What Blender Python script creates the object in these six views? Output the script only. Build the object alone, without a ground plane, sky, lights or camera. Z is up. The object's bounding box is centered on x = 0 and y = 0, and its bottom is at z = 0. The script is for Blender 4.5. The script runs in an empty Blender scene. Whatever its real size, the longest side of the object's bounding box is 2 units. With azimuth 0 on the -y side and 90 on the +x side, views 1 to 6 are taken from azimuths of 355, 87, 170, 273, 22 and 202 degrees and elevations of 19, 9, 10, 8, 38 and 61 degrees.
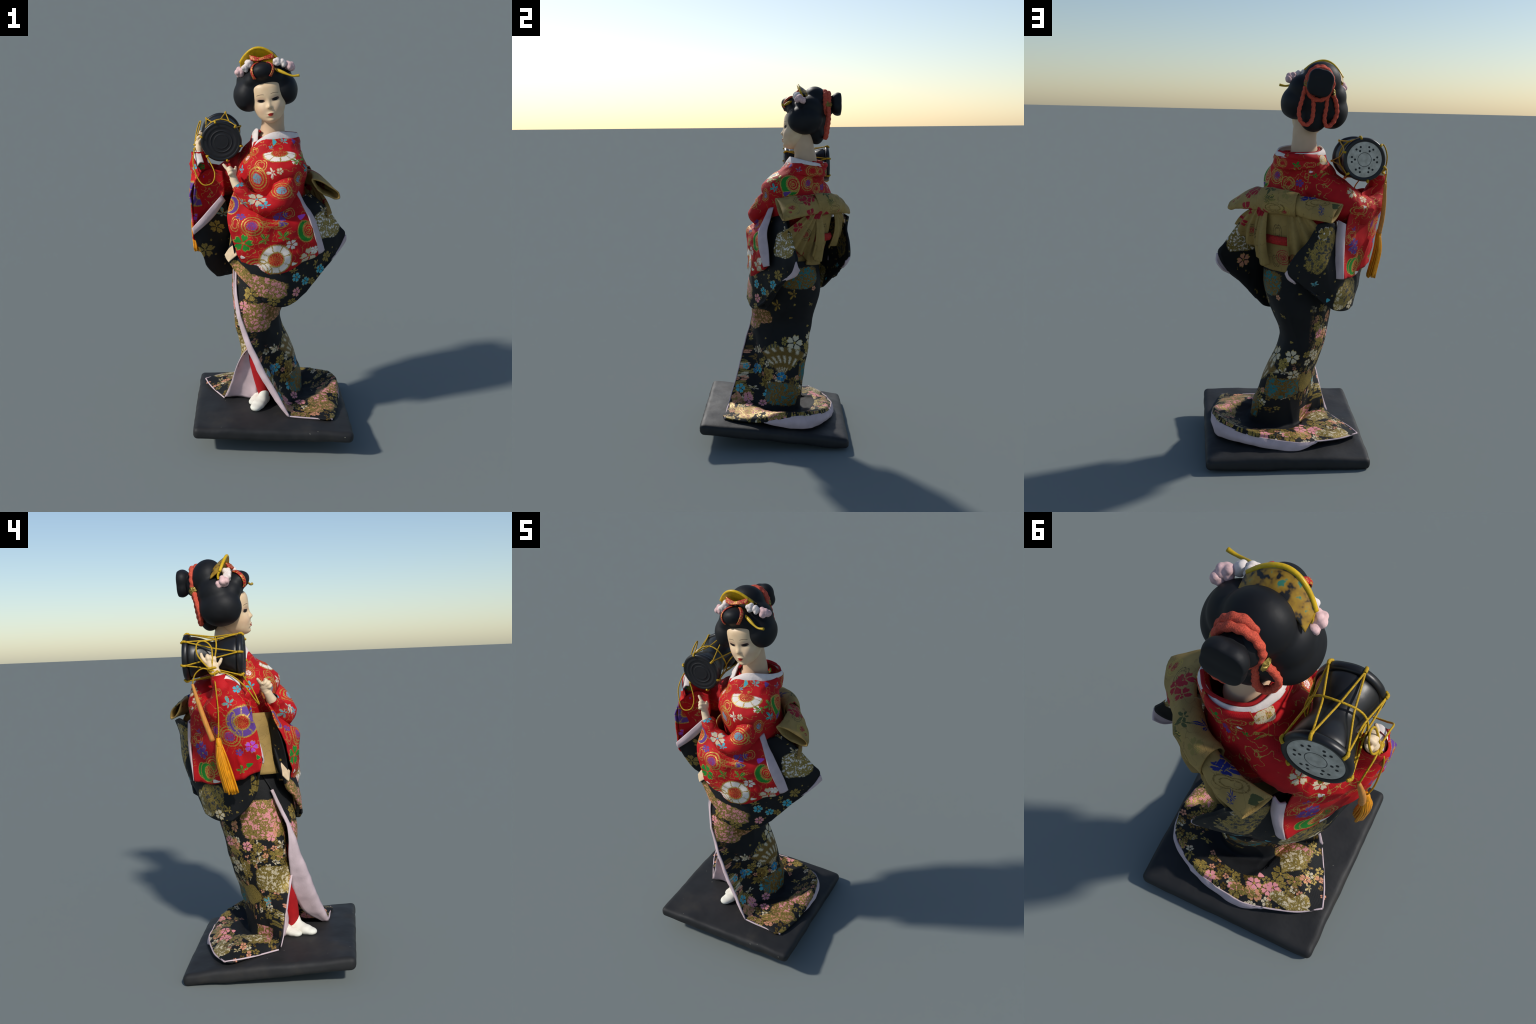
import bpy, bmesh, math, random
import numpy as np
from mathutils import Vector, Matrix, noise
from mathutils.bvhtree import BVHTree

random.seed(7)

# ------------------------------------------------------------------ helpers
def spline(P, n, closed=False):
    """n points evenly spread along a Catmull-Rom curve through P."""
    P = np.asarray(P, float)
    m = len(P)
    if m == 2 and not closed:
        t = np.linspace(0, 1, n)[:, None]
        return P[0] * (1 - t) + P[1] * t
    if closed:
        Q = np.vstack([P[-1], P, P[0], P[1]])
        segs = m
    else:
        Q = np.vstack([2 * P[0] - P[1], P, 2 * P[-1] - P[-2]])
        segs = m - 1
    k = 24
    out = []
    for i in range(segs):
        p0, p1, p2, p3 = Q[i:i + 4]
        t = np.linspace(0, 1, k, endpoint=False)[:, None]
        out.append(0.5 * (2 * p1 + (p2 - p0) * t + (2 * p0 - 5 * p1 + 4 * p2 - p3) * t ** 2
                          + (3 * p1 - p0 - 3 * p2 + p3) * t ** 3))
    out.append((P[0] if closed else P[-1])[None, :])
    C = np.vstack(out)
    L = np.r_[0, np.cumsum(np.linalg.norm(np.diff(C, axis=0), axis=1))]
    s = np.linspace(0, L[-1], n + 1)[:-1] if closed else np.linspace(0, L[-1], n)
    return np.stack([np.interp(s, L, C[:, j]) for j in range(C.shape[1])], 1)


def surface(rows, nu, nv, closed=False):
    """Smooth grid (nv x nu x 3) through rows of control points."""
    A = np.stack([spline(r, nu, closed) for r in rows])
    return np.stack([spline(A[:, i], nv) for i in range(nu)], 1)


def grid_normals(G, closed=False):
    if closed:
        du = np.roll(G, -1, 1) - np.roll(G, 1, 1)
    else:
        du = np.gradient(G, axis=1)
    dv = np.gradient(G, axis=0)
    N = np.cross(du, dv)
    return N / (np.linalg.norm(N, axis=2, keepdims=True) + 1e-9)


ROOT = None
def put(name, verts, faces, mat, parent=None, smooth=True, matrix=None):
    me = bpy.data.meshes.new(name)
    me.from_pydata([tuple(v) for v in verts], [], faces)
    me.update()
    ob = bpy.data.objects.new(name, me)
    bpy.context.collection.objects.link(ob)
    if mat:
        me.materials.append(mat)
    if smooth:
        me.polygons.foreach_set("use_smooth", [True] * len(me.polygons))
    if matrix is not None:
        ob.matrix_world = matrix
    ob.parent = parent or ROOT
    return ob


def grid_faces(nv, nu, closed=False, base=0, flip=False):
    F = []
    for j in range(nv - 1):
        for i in range(nu if closed else nu - 1):
            a = base + j * nu + i
            b = base + j * nu + (i + 1) % nu
            q = (a, b, b + nu, a + nu)
            F.append(q[::-1] if flip else q)
    return F


def crumple(G, closed, amount, scale, seed=0, stretch=(1, 1, 1)):
    """Soft cloth wrinkles: push the grid along its normals by noise."""
    if amount == 0:
        return G
    N = grid_normals(G, closed)
    away = G - np.array((-.03, .10, 0))
    if (N[..., :2] * away[..., :2]).sum() < 0:
        N = -N                       # folds stand outwards from the figure's axis
    off = Vector((seed * 3.7, seed * 1.9, seed * 5.3))
    H = G.copy()
    for j in range(G.shape[0]):
        for i in range(G.shape[1]):
            p = G[j, i]
            q = Vector((p[0] * stretch[0], p[1] * stretch[1], p[2] * stretch[2])) * scale + off
            ridge = 1 - 2 * abs(noise.noise(q * 0.9 + Vector((7, 3, 1))))
            H[j, i] += N[j, i] * amount * (noise.noise(q) + 0.5 * noise.noise(q * 2.1) + 0.7 * max(0.0, ridge) ** 3 - 0.6)
    return H


def cloth(name, rows, mat, nu=48, nv=48, thick=0.006, closed=False, wr=0.004, ws=9, seed=1,
          parent=None, stretch=(1, 1, 0.5), fold=None, offset=0.0, matrix=None):
    G = surface(rows, nu, nv, closed)
    if fold:
        N = grid_normals(G, closed)
        for j in range(nv):
            for i in range(nu):
                G[j, i] += N[j, i] * fold(i / (nu - 1), j / (nv - 1))
    G = crumple(G, closed, wr, ws, seed, stretch)
    ob = put(name, G.reshape(-1, 3), grid_faces(nv, nu, closed), mat, parent, matrix=matrix)
    if thick:
        m = ob.modifiers.new("thickness", 'SOLIDIFY')
        m.thickness = thick
        m.offset = offset
    return ob


def frames(path):
    T = np.gradient(path, axis=0)
    T /= np.linalg.norm(T, axis=1, keepdims=True) + 1e-9
    ref = np.array([0, 0, 1.0]) if abs(T[0][2]) < 0.9 else np.array([1.0, 0, 0])
    U = []
    u = np.cross(T[0], ref); u /= np.linalg.norm(u)
    for t in T:
        u = u - t * (u @ t); u /= np.linalg.norm(u)
        U.append(u.copy())
    U = np.array(U)
    return T, U, np.cross(T, U)


def tube_data(path, radii, n=40, sides=12, closed=False, caps=True, flat=1.0, base=0, twist=0):
    C = spline(path, n, closed)
    r = np.interp(np.linspace(0, 1, n), np.linspace(0, 1, len(radii)), radii) if not np.isscalar(radii) else np.full(n, radii)
    T, U, W = frames(C)
    V, F = [], []
    for j in range(n):
        for i in range(sides):
            a = 2 * math.pi * i / sides + twist * j / n
            V.append(C[j] + U[j] * math.cos(a) * r[j] + W[j] * math.sin(a) * r[j] * flat)
    rings = n + (1 if closed else 0)
    for j in range(rings - 1):
        for i in range(sides):
            a = base + (j % n) * sides + i
            b = base + (j % n) * sides + (i + 1) % sides
            c = base + ((j + 1) % n) * sides + (i + 1) % sides
            d = base + ((j + 1) % n) * sides + i
            F.append((a, b, c, d))
    if caps and not closed:
        V.append(C[0]); V.append(C[-1])
        k0, k1 = base + n * sides, base + n * sides + 1
        for i in range(sides):
            F.append((k0, base + (i + 1) % sides, base + i))
            F.append((k1, base + (n - 1) * sides + i, base + (n - 1) * sides + (i + 1) % sides))
    return V, F


def tube(name, path, radii, mat, parent=None, matrix=None, **kw):
    V, F = tube_data(path, radii, **kw)
    return put(name, V, F, mat, parent, matrix=matrix)


def arm(name, path, radii, mat, n=70, sides=40, wr=.008, ws=13, seed=1):
    C = spline(path, n)
    r = spline([[v] for v in radii], n)[:, 0]
    T, U, W = frames(C)
    G = np.array([[C[j] + (U[j] * math.cos(2 * math.pi * i / sides) + W[j] * math.sin(2 * math.pi * i / sides)) * r[j] for i in range(sides)] for j in range(n)])
    G = crumple(G, True, wr, ws, seed)
    return put(name, G.reshape(-1, 3), grid_faces(n, sides, True), mat)


def tubes(name, items, mat, parent=None, matrix=None):
    V, F = [], []
    for path, radii, kw in items:
        v, f = tube_data(path, radii, base=len(V), **kw)
        V += v; F += f
    return put(name, V, F, mat, parent, matrix=matrix)


def ellipse_rows(secs, n=28, power=2.0):
    """Closed cross-sections: (cx, cy, z, a, b, angle in degrees)."""
    rows = []
    for cx, cy, z, a, b, ang in secs:
        th = math.radians(ang)
        row = []
        for i in range(n):
            t = 2 * math.pi * i / n
            c, s = math.cos(t), math.sin(t)
            x = a * math.copysign(abs(c) ** (2 / power), c)
            y = b * math.copysign(abs(s) ** (2 / power), s)
            row.append((cx + x * math.cos(th) - y * math.sin(th), cy + x * math.sin(th) + y * math.cos(th), z))
        rows.append(row)
    return rows


def blobs(name, parts, mat, voxel=0.006, smooth=8, parent=None, matrix=None, extra=None):
    """Union of ellipsoids (centre, radii, euler degrees) fused to one smooth skin."""
    bm = bmesh.new()
    for c, r, e in parts:
        M = Matrix.Translation(c) @ Matrix([[1, 0, 0, 0], [0, 1, 0, 0], [0, 0, 1, 0], [0, 0, 0, 1]])
        rot = (Matrix.Rotation(math.radians(e[2]), 4, 'Z') @ Matrix.Rotation(math.radians(e[1]), 4, 'Y')
               @ Matrix.Rotation(math.radians(e[0]), 4, 'X'))
        bmesh.ops.create_icosphere(bm, subdivisions=4, radius=1.0, matrix=M @ rot @ Matrix.Diagonal((*r, 1)))
    me = bpy.data.meshes.new(name)
    bm.to_mesh(me); bm.free()
    if extra:
        bm = bmesh.new(); bm.from_mesh(me)
        for V, F in extra:
            vs = [bm.verts.new(tuple(v)) for v in V]
            for f in F:
                bm.faces.new([vs[i] for i in f])
        bm.to_mesh(me); bm.free()
    tmp = bpy.data.objects.new("tmp", me)
    bpy.context.collection.objects.link(tmp)
    m = tmp.modifiers.new("r", 'REMESH'); m.mode = 'VOXEL'; m.voxel_size = voxel
    s = tmp.modifiers.new("s", 'SMOOTH'); s.iterations = smooth; s.factor = 0.5
    dg = bpy.context.evaluated_depsgraph_get()
    res = bpy.data.meshes.new_from_object(tmp.evaluated_get(dg))
    res.name = name
    bpy.data.objects.remove(tmp)
    bpy.data.meshes.remove(me)
    res.materials.clear()
    res.materials.append(mat)
    res.polygons.foreach_set("use_smooth", [True] * len(res.polygons))
    ob = bpy.data.objects.new(name, res)
    bpy.context.collection.objects.link(ob)
    if matrix is not None:
        ob.matrix_world = matrix
    ob.parent = parent or ROOT
    return ob


def srgb(r, g, b):
    f = lambda c: (c / 255 / 12.92) if c <= 10.31 else (((c / 255) + 0.055) / 1.055) ** 2.4
    return (f(r), f(g), f(b), 1.0)

# ------------------------------------------------------------------ materials
PALETTE = {
    "red": (186, 15, 24), "white": (232, 222, 212), "cream": (205, 190, 160), "green": (28, 128, 40), "purple": (98, 62, 140), "violet": (172, 72, 190),
    "teal": (70, 165, 182), "dteal": (30, 110, 115), "blue": (32, 110, 150), "slate": (48, 52, 60), "pink": (222, 142, 148), "pinkgold": (205, 140, 110),
    "gold": (140, 122, 66), "bronze": (112, 88, 40), "goldline": (176, 148, 72), "crimson": (158, 28, 44), "olive": (74, 78, 44), "navy": (28, 36, 110),
    "brown": (92, 74, 44), "black": (23, 24, 26), "tan": (160, 132, 76),
}

class Tree:
    """short-hand for wiring shader nodes"""
    def __init__(self, nt):
        self.nt = nt
    def node(self, kind, **props):
        n = self.nt.nodes.new(kind)
        for k, v in props.items():
            setattr(n, k, v)
        return n
    def put(self, sock, v):
        if isinstance(v, bpy.types.NodeSocket):
            self.nt.links.new(v, sock)
        elif v is not None:
            sock.default_value = v
    def m(self, op, a, b=None, c=None, clamp=False):
        n = self.node("ShaderNodeMath", operation=op, use_clamp=clamp)
        for i, v in enumerate((a, b, c)):
            self.put(n.inputs[i], v)
        return n.outputs[0]
    def v(self, op, a, b=None):
        n = self.node("ShaderNodeVectorMath", operation=op)
        self.put(n.inputs[0], a)
        self.put(n.inputs[1], b)
        return n.outputs["Value"] if op in ("DOT_PRODUCT", "LENGTH") else n.outputs[0]
    def soft(self, d, w=.05):
        """0..1 edge: 1 where d > 0"""
        return self.m("MULTIPLY_ADD", d, 1 / w, .5, clamp=True)
    def noise(self, vec, scale, detail=2.0, rough=.5):
        n = self.node("ShaderNodeTexNoise")
        self.put(n.inputs["Vector"], vec)
        n.inputs["Scale"].default_value = scale
        n.inputs["Detail"].default_value = detail
        n.inputs["Roughness"].default_value = rough
        return n.outputs["Fac"]
    def mix(self, fac, a, b):
        n = self.node("ShaderNodeMix", data_type='RGBA')
        self.put(n.inputs[0], fac)
        self.put(n.inputs[6], a)
        self.put(n.inputs[7], b)
        return n.outputs[2]
    def ramp(self, fac, stops):
        n = self.node("ShaderNodeValToRGB")
        self.put(n.inputs[0], fac)
        e = n.color_ramp.elements
        while len(e) < len(stops):
            e.new(.5)
        for i, (p, c) in enumerate(stops):
            e[i].position = p
            e[i].color = c
        return n.outputs[0]
    def coords(self):
        return self.node("ShaderNodeTexCoord").outputs["Object"]
    def bump(self, height, strength=.3, dist=.002, normal=None):
        n = self.node("ShaderNodeBump")
        n.inputs["Strength"].default_value = strength
        n.inputs["Distance"].default_value = dist
        self.put(n.inputs["Height"], height)
        if normal is not None:
            self.put(n.inputs["Normal"], normal)
        return n.outputs[0]


GROUPS = {}
def motif_group(kind):
    """node group that draws one embroidered motif around a centre on the cloth: outputs Mask and Detail"""
    if kind in GROUPS:
        return GROUPS[kind]
    g = bpy.data.node_groups.new("motif_" + kind, 'ShaderNodeTree')
    for nm in ("Position", "Centre", "U", "V", "N"):
        g.interface.new_socket(nm, in_out='INPUT', socket_type='NodeSocketVector')
    g.interface.new_socket("Grain", in_out='INPUT', socket_type='NodeSocketFloat')
    for nm in ("Mask", "Detail"):
        g.interface.new_socket(nm, in_out='OUTPUT', socket_type='NodeSocketFloat')
    T = Tree(g)
    i = T.node("NodeGroupInput"); o = T.node("NodeGroupOutput")
    d = T.v("SUBTRACT", i.outputs["Position"], i.outputs["Centre"])
    gr = T.m("MULTIPLY_ADD", i.outputs["Grain"], .26, -.13)
    x = T.m("ADD", T.v("DOT_PRODUCT", d, i.outputs["U"]), gr)
    y = T.m("ADD", T.v("DOT_PRODUCT", d, i.outputs["V"]), gr)
    gate = T.m("LESS_THAN", T.m("ABSOLUTE", T.v("DOT_PRODUCT", d, i.outputs["N"])), 1.0)
    r = T.m("SQRT", T.m("MULTIPLY_ADD", x, x, T.m("MULTIPLY", y, y)))
    a = T.m("ARCTAN2", y, x)
    ab = lambda v: T.m("ABSOLUTE", v)
    mul = lambda p, q: T.m("MULTIPLY", p, q)
    sub = lambda p, q: T.m("SUBTRACT", p, q)
    mx = lambda p, q: T.m("MAXIMUM", p, q)
    line = lambda v, w: T.soft(sub(w, ab(v)), .05)
    mask, det = 0.0, 0.0
    if kind == "blossom":
        k = ab(T.m("COSINE", mul(a, 2.5)))
        outer = sub(T.m("MULTIPLY_ADD", k, .42, .58), mul(T.soft(sub(k, .95), .06), .16))
        mask = mul(mul(T.soft(sub(outer, r), .08), T.soft(sub(r, .17), .06)), T.soft(sub(mul(k, r), .16), .06))
        det = mx(T.soft(sub(.13, r), .06), mul(line(sub(r, outer), .035), T.soft(sub(k, .5), .2)))
    elif kind == "leaf":
        k = ab(T.m("COSINE", mul(a, 2.5)))
        outer = mul(T.m("POWER", k, 1.3), T.m("MULTIPLY_ADD", T.m("SINE", a), .3, .75))
        mask = mul(T.soft(sub(outer, r), .08), T.soft(sub(mul(k, r), .10), .06))
        det = mul(mx(mul(line(sub(r, outer), .045), T.soft(sub(k, .3), .2)), T.soft(sub(k, .985), .02)), T.soft(sub(outer, r), .1))
    elif kind in ("wheel", "wheelhalf"):
        mask = mul(T.soft(sub(r, .5), .06), T.soft(sub(1, r), .06))
        spokes = mul(T.soft(sub(.16, ab(T.m("SINE", mul(a, 4)))), .1), mask)
        inner = mul(T.soft(sub(.5, ab(T.m("SINE", mul(a, 9)))), .3), mul(T.soft(sub(.44, r), .1), T.soft(sub(i.outputs["Grain"], .48), .1)))
        det = mx(mx(spokes, inner), mx(line(sub(r, .5), .045), line(sub(r, 1), .04)))
        if kind == "wheelhalf":
            cut = T.soft(T.m("ADD", y, .25), .08)
            mask, det = mul(mask, cut), mul(det, cut)
    elif kind == "crescent":
        r2 = T.m("SQRT", T.m("MULTIPLY_ADD", T.m("SUBTRACT", x, .35), T.m("SUBTRACT", x, .35), mul(y, y)))
        mask = mul(T.soft(sub(.9, r), .06), T.soft(sub(r2, .68), .06))
        rings = mul(T.soft(sub(ab(T.m("SINE", mul(r2, 14))), .8), .2), T.soft(sub(.66, r2), .08))
        det = mx(mx(line(sub(r, .95), .045), line(sub(r2, .68), .04)), mul(rings, T.soft(sub(i.outputs["Grain"], .42), .1)))
        det = mul(det, T.soft(sub(1.02, r), .05))
    elif kind == "swirl":
        mask = mul(T.soft(sub(.42, r), .08), T.soft(sub(i.outputs["Grain"], .47), .08))
        rings = T.soft(sub(ab(T.m("SINE", mul(r, 13.5))), .80), .2)
        det = mul(mul(rings, T.soft(sub(1.0, r), .05)), mul(T.soft(sub(r, .38), .05), T.soft(sub(i.outputs["Grain"], .40), .12)))
    elif kind == "loop":
        k = ab(T.m("COSINE", a))
        outer = T.m("MULTIPLY_ADD", k, .45, .5)
        det = mul(mx(line(sub(r, outer), .055), line(sub(r, mul(outer, .62)), .05)), T.soft(sub(i.outputs["Grain"], .40), .12))
    elif kind == "spot":
        lobe = sub(1, mul(ab(T.m("SINE", mul(a, 1.5))), .35))
        mask = T.soft(sub(lobe, r), .15)
        det = line(sub(r, lobe), .08)
    elif kind == "brocade":
        blot = T.noise(i.outputs["Position"], 40, 3, .6)
        x4, y4 = mul(x, x), mul(y, y)
        q = T.m("ADD", T.m("ADD", mul(x4, x4), mul(y4, y4)), T.m("MULTIPLY_ADD", blot, 1.2, -.6))
        mask = mul(T.soft(sub(1, q), .25), T.soft(sub(i.outputs["Grain"], .36), .14))
        det = mul(mul(T.soft(sub(ab(sub(blot, .5)), .075), .05), T.soft(sub(i.outputs["Grain"], .42), .1)), T.soft(sub(.9, q), .25))
    elif kind == "fan":
        q = T.m("ADD", y, 1.0)
        rr = T.m("SQRT", T.m("MULTIPLY_ADD", x, x, mul(q, q)))
        aa = T.m("ARCTAN2", x, q)
        mask = mul(mul(T.soft(sub(1.9, rr), .06), T.soft(sub(rr, .35), .06)), mul(T.soft(sub(.62, ab(aa)), .04), T.soft(sub(i.outputs["Grain"], .30), .14)))
        rays = T.soft(sub(ab(T.m("SINE", T.m("MULTIPLY_ADD", aa, 14, mul(rr, 3)))), .82), .25)
        band = T.soft(sub(ab(T.m("SINE", mul(rr, 4.2))), .55), .3)
        det = mul(mul(rays, band), mask)
    for nm, val in (("Mask", mask), ("Detail", det)):
        T.put(o.inputs[nm], mul(val, gate) if isinstance(val, bpy.types.NodeSocket) else val)
    GROUPS[kind] = g
    return g


def shell(name):
    m = bpy.data.materials.new(name)
    m.use_nodes = True
    return m

def plain(name, c, rough=.7, var=.12, scale=40, bump=0.0, bscale=200, spec=.3, metal=0.0, sheen=0.0, stretch=None, sss=0.0):
    """one colour with soft mottling and grain"""
    m = shell(name)
    T = Tree(m.node_tree)
    b = m.node_tree.nodes["Principled BSDF"]
    P = T.coords()
    if stretch:
        P = T.v("MULTIPLY", P, stretch)
    base = srgb(*c)
    dark = tuple(v * (1 - var * 1.6) for v in base[:3]) + (1,)
    lite = tuple(min(1, v * (1 + var)) for v in base[:3]) + (1,)
    col = T.ramp(T.noise(P, scale, 4), [(.3, dark), (.7, lite)])
    T.put(b.inputs["Base Color"], col)
    b.inputs["Roughness"].default_value = rough
    b.inputs["Specular IOR Level"].default_value = spec
    b.inputs["Metallic"].default_value = metal
    b.inputs["Sheen Weight"].default_value = sheen
    if sss:
        b.inputs["Subsurface Weight"].default_value = sss
        b.inputs["Subsurface Radius"].default_value = (.02, .01, .006)
        b.inputs["Subsurface Scale"].default_value = .3
    if bump:
        T.put(b.inputs["Normal"], T.bump(T.noise(P, bscale, 3), bump, .003))
    return m

M_red, M_red_r, M_black, M_under, M_obi = [shell(n) for n in ("red_brocade", "red_sleeve_brocade", "black_brocade", "black_sleeve_brocade", "tan_brocade")]

def brocade(mat, base, motifs, fleck=None, rough=.72, skirt=False):
    """woven cloth with motifs placed on it; centres are snapped to the named parts"""
    V, F = [], []
    for o in bpy.data.objects:
        if o.type == 'MESH' and mat.name in [m.name for m in o.data.materials if m]:
            b = len(V)
            V += [v.co.copy() for v in o.data.vertices]
            F += [tuple(b + k for k in p.vertices) for p in o.data.polygons]
    bvh = BVHTree.FromPolygons(V, F)
    nt = mat.node_tree
    T = Tree(nt)
    bs = nt.nodes["Principled BSDF"]
    P = T.coords()
    grain = T.noise(P, 230, 2.5, .6)
    tint = T.noise(P, 14, 3)
    B = srgb(*PALETTE[base])
    col = T.ramp(tint, [(.3, tuple(v * .82 for v in B[:3]) + (1,)), (.72, tuple(v * 1.12 for v in B[:3]) + (1,))])
    shine = 0.0
    if base == "red":
        # thin gold scroll lines all over the red
        cont = T.m("ABSOLUTE", T.m("SUBTRACT", T.noise(P, 26, 1.0), .5))
        on = T.m("MULTIPLY", T.soft(T.m("SUBTRACT", T.noise(P, 9, 1.0), .5), .06), T.soft(T.m("SUBTRACT", grain, .45), .1))
        col = T.mix(T.m("MULTIPLY", T.soft(T.m("SUBTRACT", .012, cont), .012), on), col, srgb(*PALETTE["goldline"]))
    if skirt:
        # small woven blossoms scattered round the tube: cells on its unrolled surface
        s = T.node("ShaderNodeSeparateXYZ"); T.put(s.inputs[0], P)
        th = T.m("MULTIPLY", T.m("ARCTAN2", T.m("SUBTRACT", s.outputs[1], .05), T.m("ADD", s.outputs[0], .03)), .17)
        cb = T.node("ShaderNodeCombineXYZ"); 
        flat = T.m("LESS_THAN", s.outputs[2], .205)      # the train lies flat: cells on the ground plan there
        pick = lambda p_, q_: T.m("ADD", T.m("MULTIPLY", flat, p_), T.m("MULTIPLY", T.m("SUBTRACT", 1, flat), q_))
        T.put(cb.inputs[0], pick(s.outputs[0], th)); T.put(cb.inputs[1], pick(s.outputs[1], s.outputs[2]))
        left = T.soft(T.m("SUBTRACT", -.10, s.outputs[0]), .06)
        low = T.soft(T.m("SUBTRACT", .46, s.outputs[2]), .06)
        place = T.m("MULTIPLY", T.m("MAXIMUM", left, low), T.m("MULTIPLY", T.m("GREATER_THAN", s.outputs[2], .21), T.m("LESS_THAN", s.outputs[2], .80)))
        rim = T.m("GREATER_THAN", T.m("ADD", T.m("POWER", T.m("SUBTRACT", s.outputs[0], .04), 2), T.m("POWER", T.m("SUBTRACT", s.outputs[1], .0), 2)), .045)
        place = T.m("MAXIMUM", place, T.m("MULTIPLY", flat, rim))
        for cell, seed, names_ in ((24, 0.0, ("gold", "bronze", "cream")), (31, 3.7, ("gold", "pinkgold", "bronze"))):
            vo = T.node("ShaderNodeTexVoronoi", voronoi_dimensions='2D')
            vv = T.v("ADD", T.v("MULTIPLY", cb.outputs[0], (cell, cell, 1)), (seed, seed * 2.3, 0))
            T.put(vo.inputs["Vector"], vv); vo.inputs["Scale"].default_value = 1; vo.inputs["Randomness"].default_value = .8
            loc = T.v("SUBTRACT", vv, vo.outputs["Position"])
            sl = T.node("ShaderNodeSeparateXYZ"); T.put(sl.inputs[0], loc)
            rnd = T.node("ShaderNodeSeparateColor"); T.put(rnd.inputs[0], vo.outputs["Color"])
            a_ = T.m("ADD", T.m("ARCTAN2", sl.outputs[1], sl.outputs[0]), T.m("MULTIPLY", rnd.outputs[0], 6.0))
            r_ = T.m("DIVIDE", vo.outputs["Distance"], .46)
            k_ = T.m("ABSOLUTE", T.m("COSINE", T.m("MULTIPLY", a_, 2.5)))
            pet = T.m("MULTIPLY", T.soft(T.m("SUBTRACT", T.m("MULTIPLY_ADD", k_, .42, .55), r_), .1), T.soft(T.m("SUBTRACT", T.m("MULTIPLY", k_, r_), .16), .08))
            dens = T.m("GREATER_THAN", T.m("ADD", T.m("MULTIPLY", rnd.outputs[1], .35), T.noise(P, 6, 1.0)), .66)
            pet = T.m("MULTIPLY", T.m("MULTIPLY", pet, T.m("MULTIPLY", dens, place)), T.soft(T.m("SUBTRACT", grain, .38), .1))
            tone = T.mix(T.m("GREATER_THAN", rnd.outputs[2], .45), srgb(*PALETTE[names_[0]]), T.mix(T.m("GREATER_THAN", rnd.outputs[2], .75), srgb(*PALETTE[names_[1]]), srgb(*PALETTE[names_[2]])))
            col = T.mix(pet, col, tone)
    if base == "tan":
        # fine drawn lines of woven scrolls
        cont = T.m("ABSOLUTE", T.m("SUBTRACT", T.noise(P, 22, 1.0), .5))
        col = T.mix(T.m("MULTIPLY", T.soft(T.m("SUBTRACT", .008, cont), .012), .40), col, srgb(*PALETTE["brown"]))
    if fleck:
        size, thr, fc = fleck
        vo = T.node("ShaderNodeTexVoronoi")
        T.put(vo.inputs["Vector"], P)
        vo.inputs["Scale"].default_value = size
        big = T.noise(P, 7, 2)
        f = T.m("MULTIPLY", T.m("LESS_THAN", vo.outputs["Distance"], .20), T.m("GREATER_THAN", big, thr))
        f = T.m("MULTIPLY", f, T.soft(T.m("SUBTRACT", grain, .45), .1))
        col = T.mix(f, col, srgb(*PALETTE[fc]))
    Q = P
    for count, (kind, c, ru, rv, rot, c1, c2) in enumerate(motifs):
        if count % 12 == 11:
            # the next dozen motifs wait for the last one: keeps the shader's working memory small
            Q = T.v("ADD", P, T.v("MULTIPLY", col, (1e-8, 1e-8, 1e-8)))
        loc, n, _, _ = bvh.find_nearest(Vector(c))
        up = Vector((0, 0, 1)) if abs(n.z) < .8 else Vector((0, 1, 0))
        if n.dot(loc - Vector((-.03, .1, loc.z))) < 0 and abs(n.z) < .8:
            n = -n
        u = up.cross(n).normalized()
        v = n.cross(u)
        t = math.radians(rot)
        u, v = u * math.cos(t) + v * math.sin(t), v * math.cos(t) - u * math.sin(t)
        g = T.node("ShaderNodeGroup", node_tree=motif_group(kind))
        T.put(g.inputs["Position"], Q)
        g.inputs["Centre"].default_value = loc
        g.inputs["U"].default_value = u / ru
        g.inputs["V"].default_value = v / rv
        g.inputs["N"].default_value = n / max(.022, .55 * max(ru, rv))
        T.put(g.inputs["Grain"], grain)
        if kind not in ("loop",):
            col = T.mix(g.outputs["Mask"], col, srgb(*PALETTE[c1]))
        col = T.mix(g.outputs["Detail"], col, srgb(*PALETTE[c2]))
    # what is gold in colour is metal thread
    sp = T.node("ShaderNodeSeparateColor"); T.put(sp.inputs[0], col)
    R_, G_, B_ = sp.outputs[0], sp.outputs[1], sp.outputs[2]
    inv = T.m("DIVIDE", 1.0, T.m("MAXIMUM", R_, .02))
    yellow = T.soft(T.m("SUBTRACT", T.m("SUBTRACT", 1, T.m("MULTIPLY", B_, inv)), .62), .1)
    warm = T.m("MULTIPLY", T.soft(T.m("SUBTRACT", T.m("MULTIPLY", G_, inv), .5), .1), T.soft(T.m("SUBTRACT", 1, T.m("MULTIPLY", G_, inv)), .05))
    shine = T.m("MULTIPLY", yellow, warm) if base != "tan" else 0.0
    # metal thread glints painted into the base colour: bright and dark speckle over gold
    thread = T.noise(P, 420, 2, .7)
    glint = T.ramp(thread, [(.36, (.30, .30, .32, 1)), (.62, (1.7, 1.62, 1.35, 1))])
    mul = T.node("ShaderNodeMix", data_type='RGBA', blend_type='MULTIPLY')
    T.put(mul.inputs[0], shine); T.put(mul.inputs[6], col); T.put(mul.inputs[7], glint)
    col = mul.outputs[2]
    T.put(bs.inputs["Base Color"], col)
    T.put(bs.inputs["Roughness"], T.m("MULTIPLY_ADD", shine, -.28, rough))
    T.put(bs.inputs["Metallic"], T.m("MULTIPLY", shine, .35))
    bs.inputs["Specular IOR Level"].default_value = .25
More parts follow.
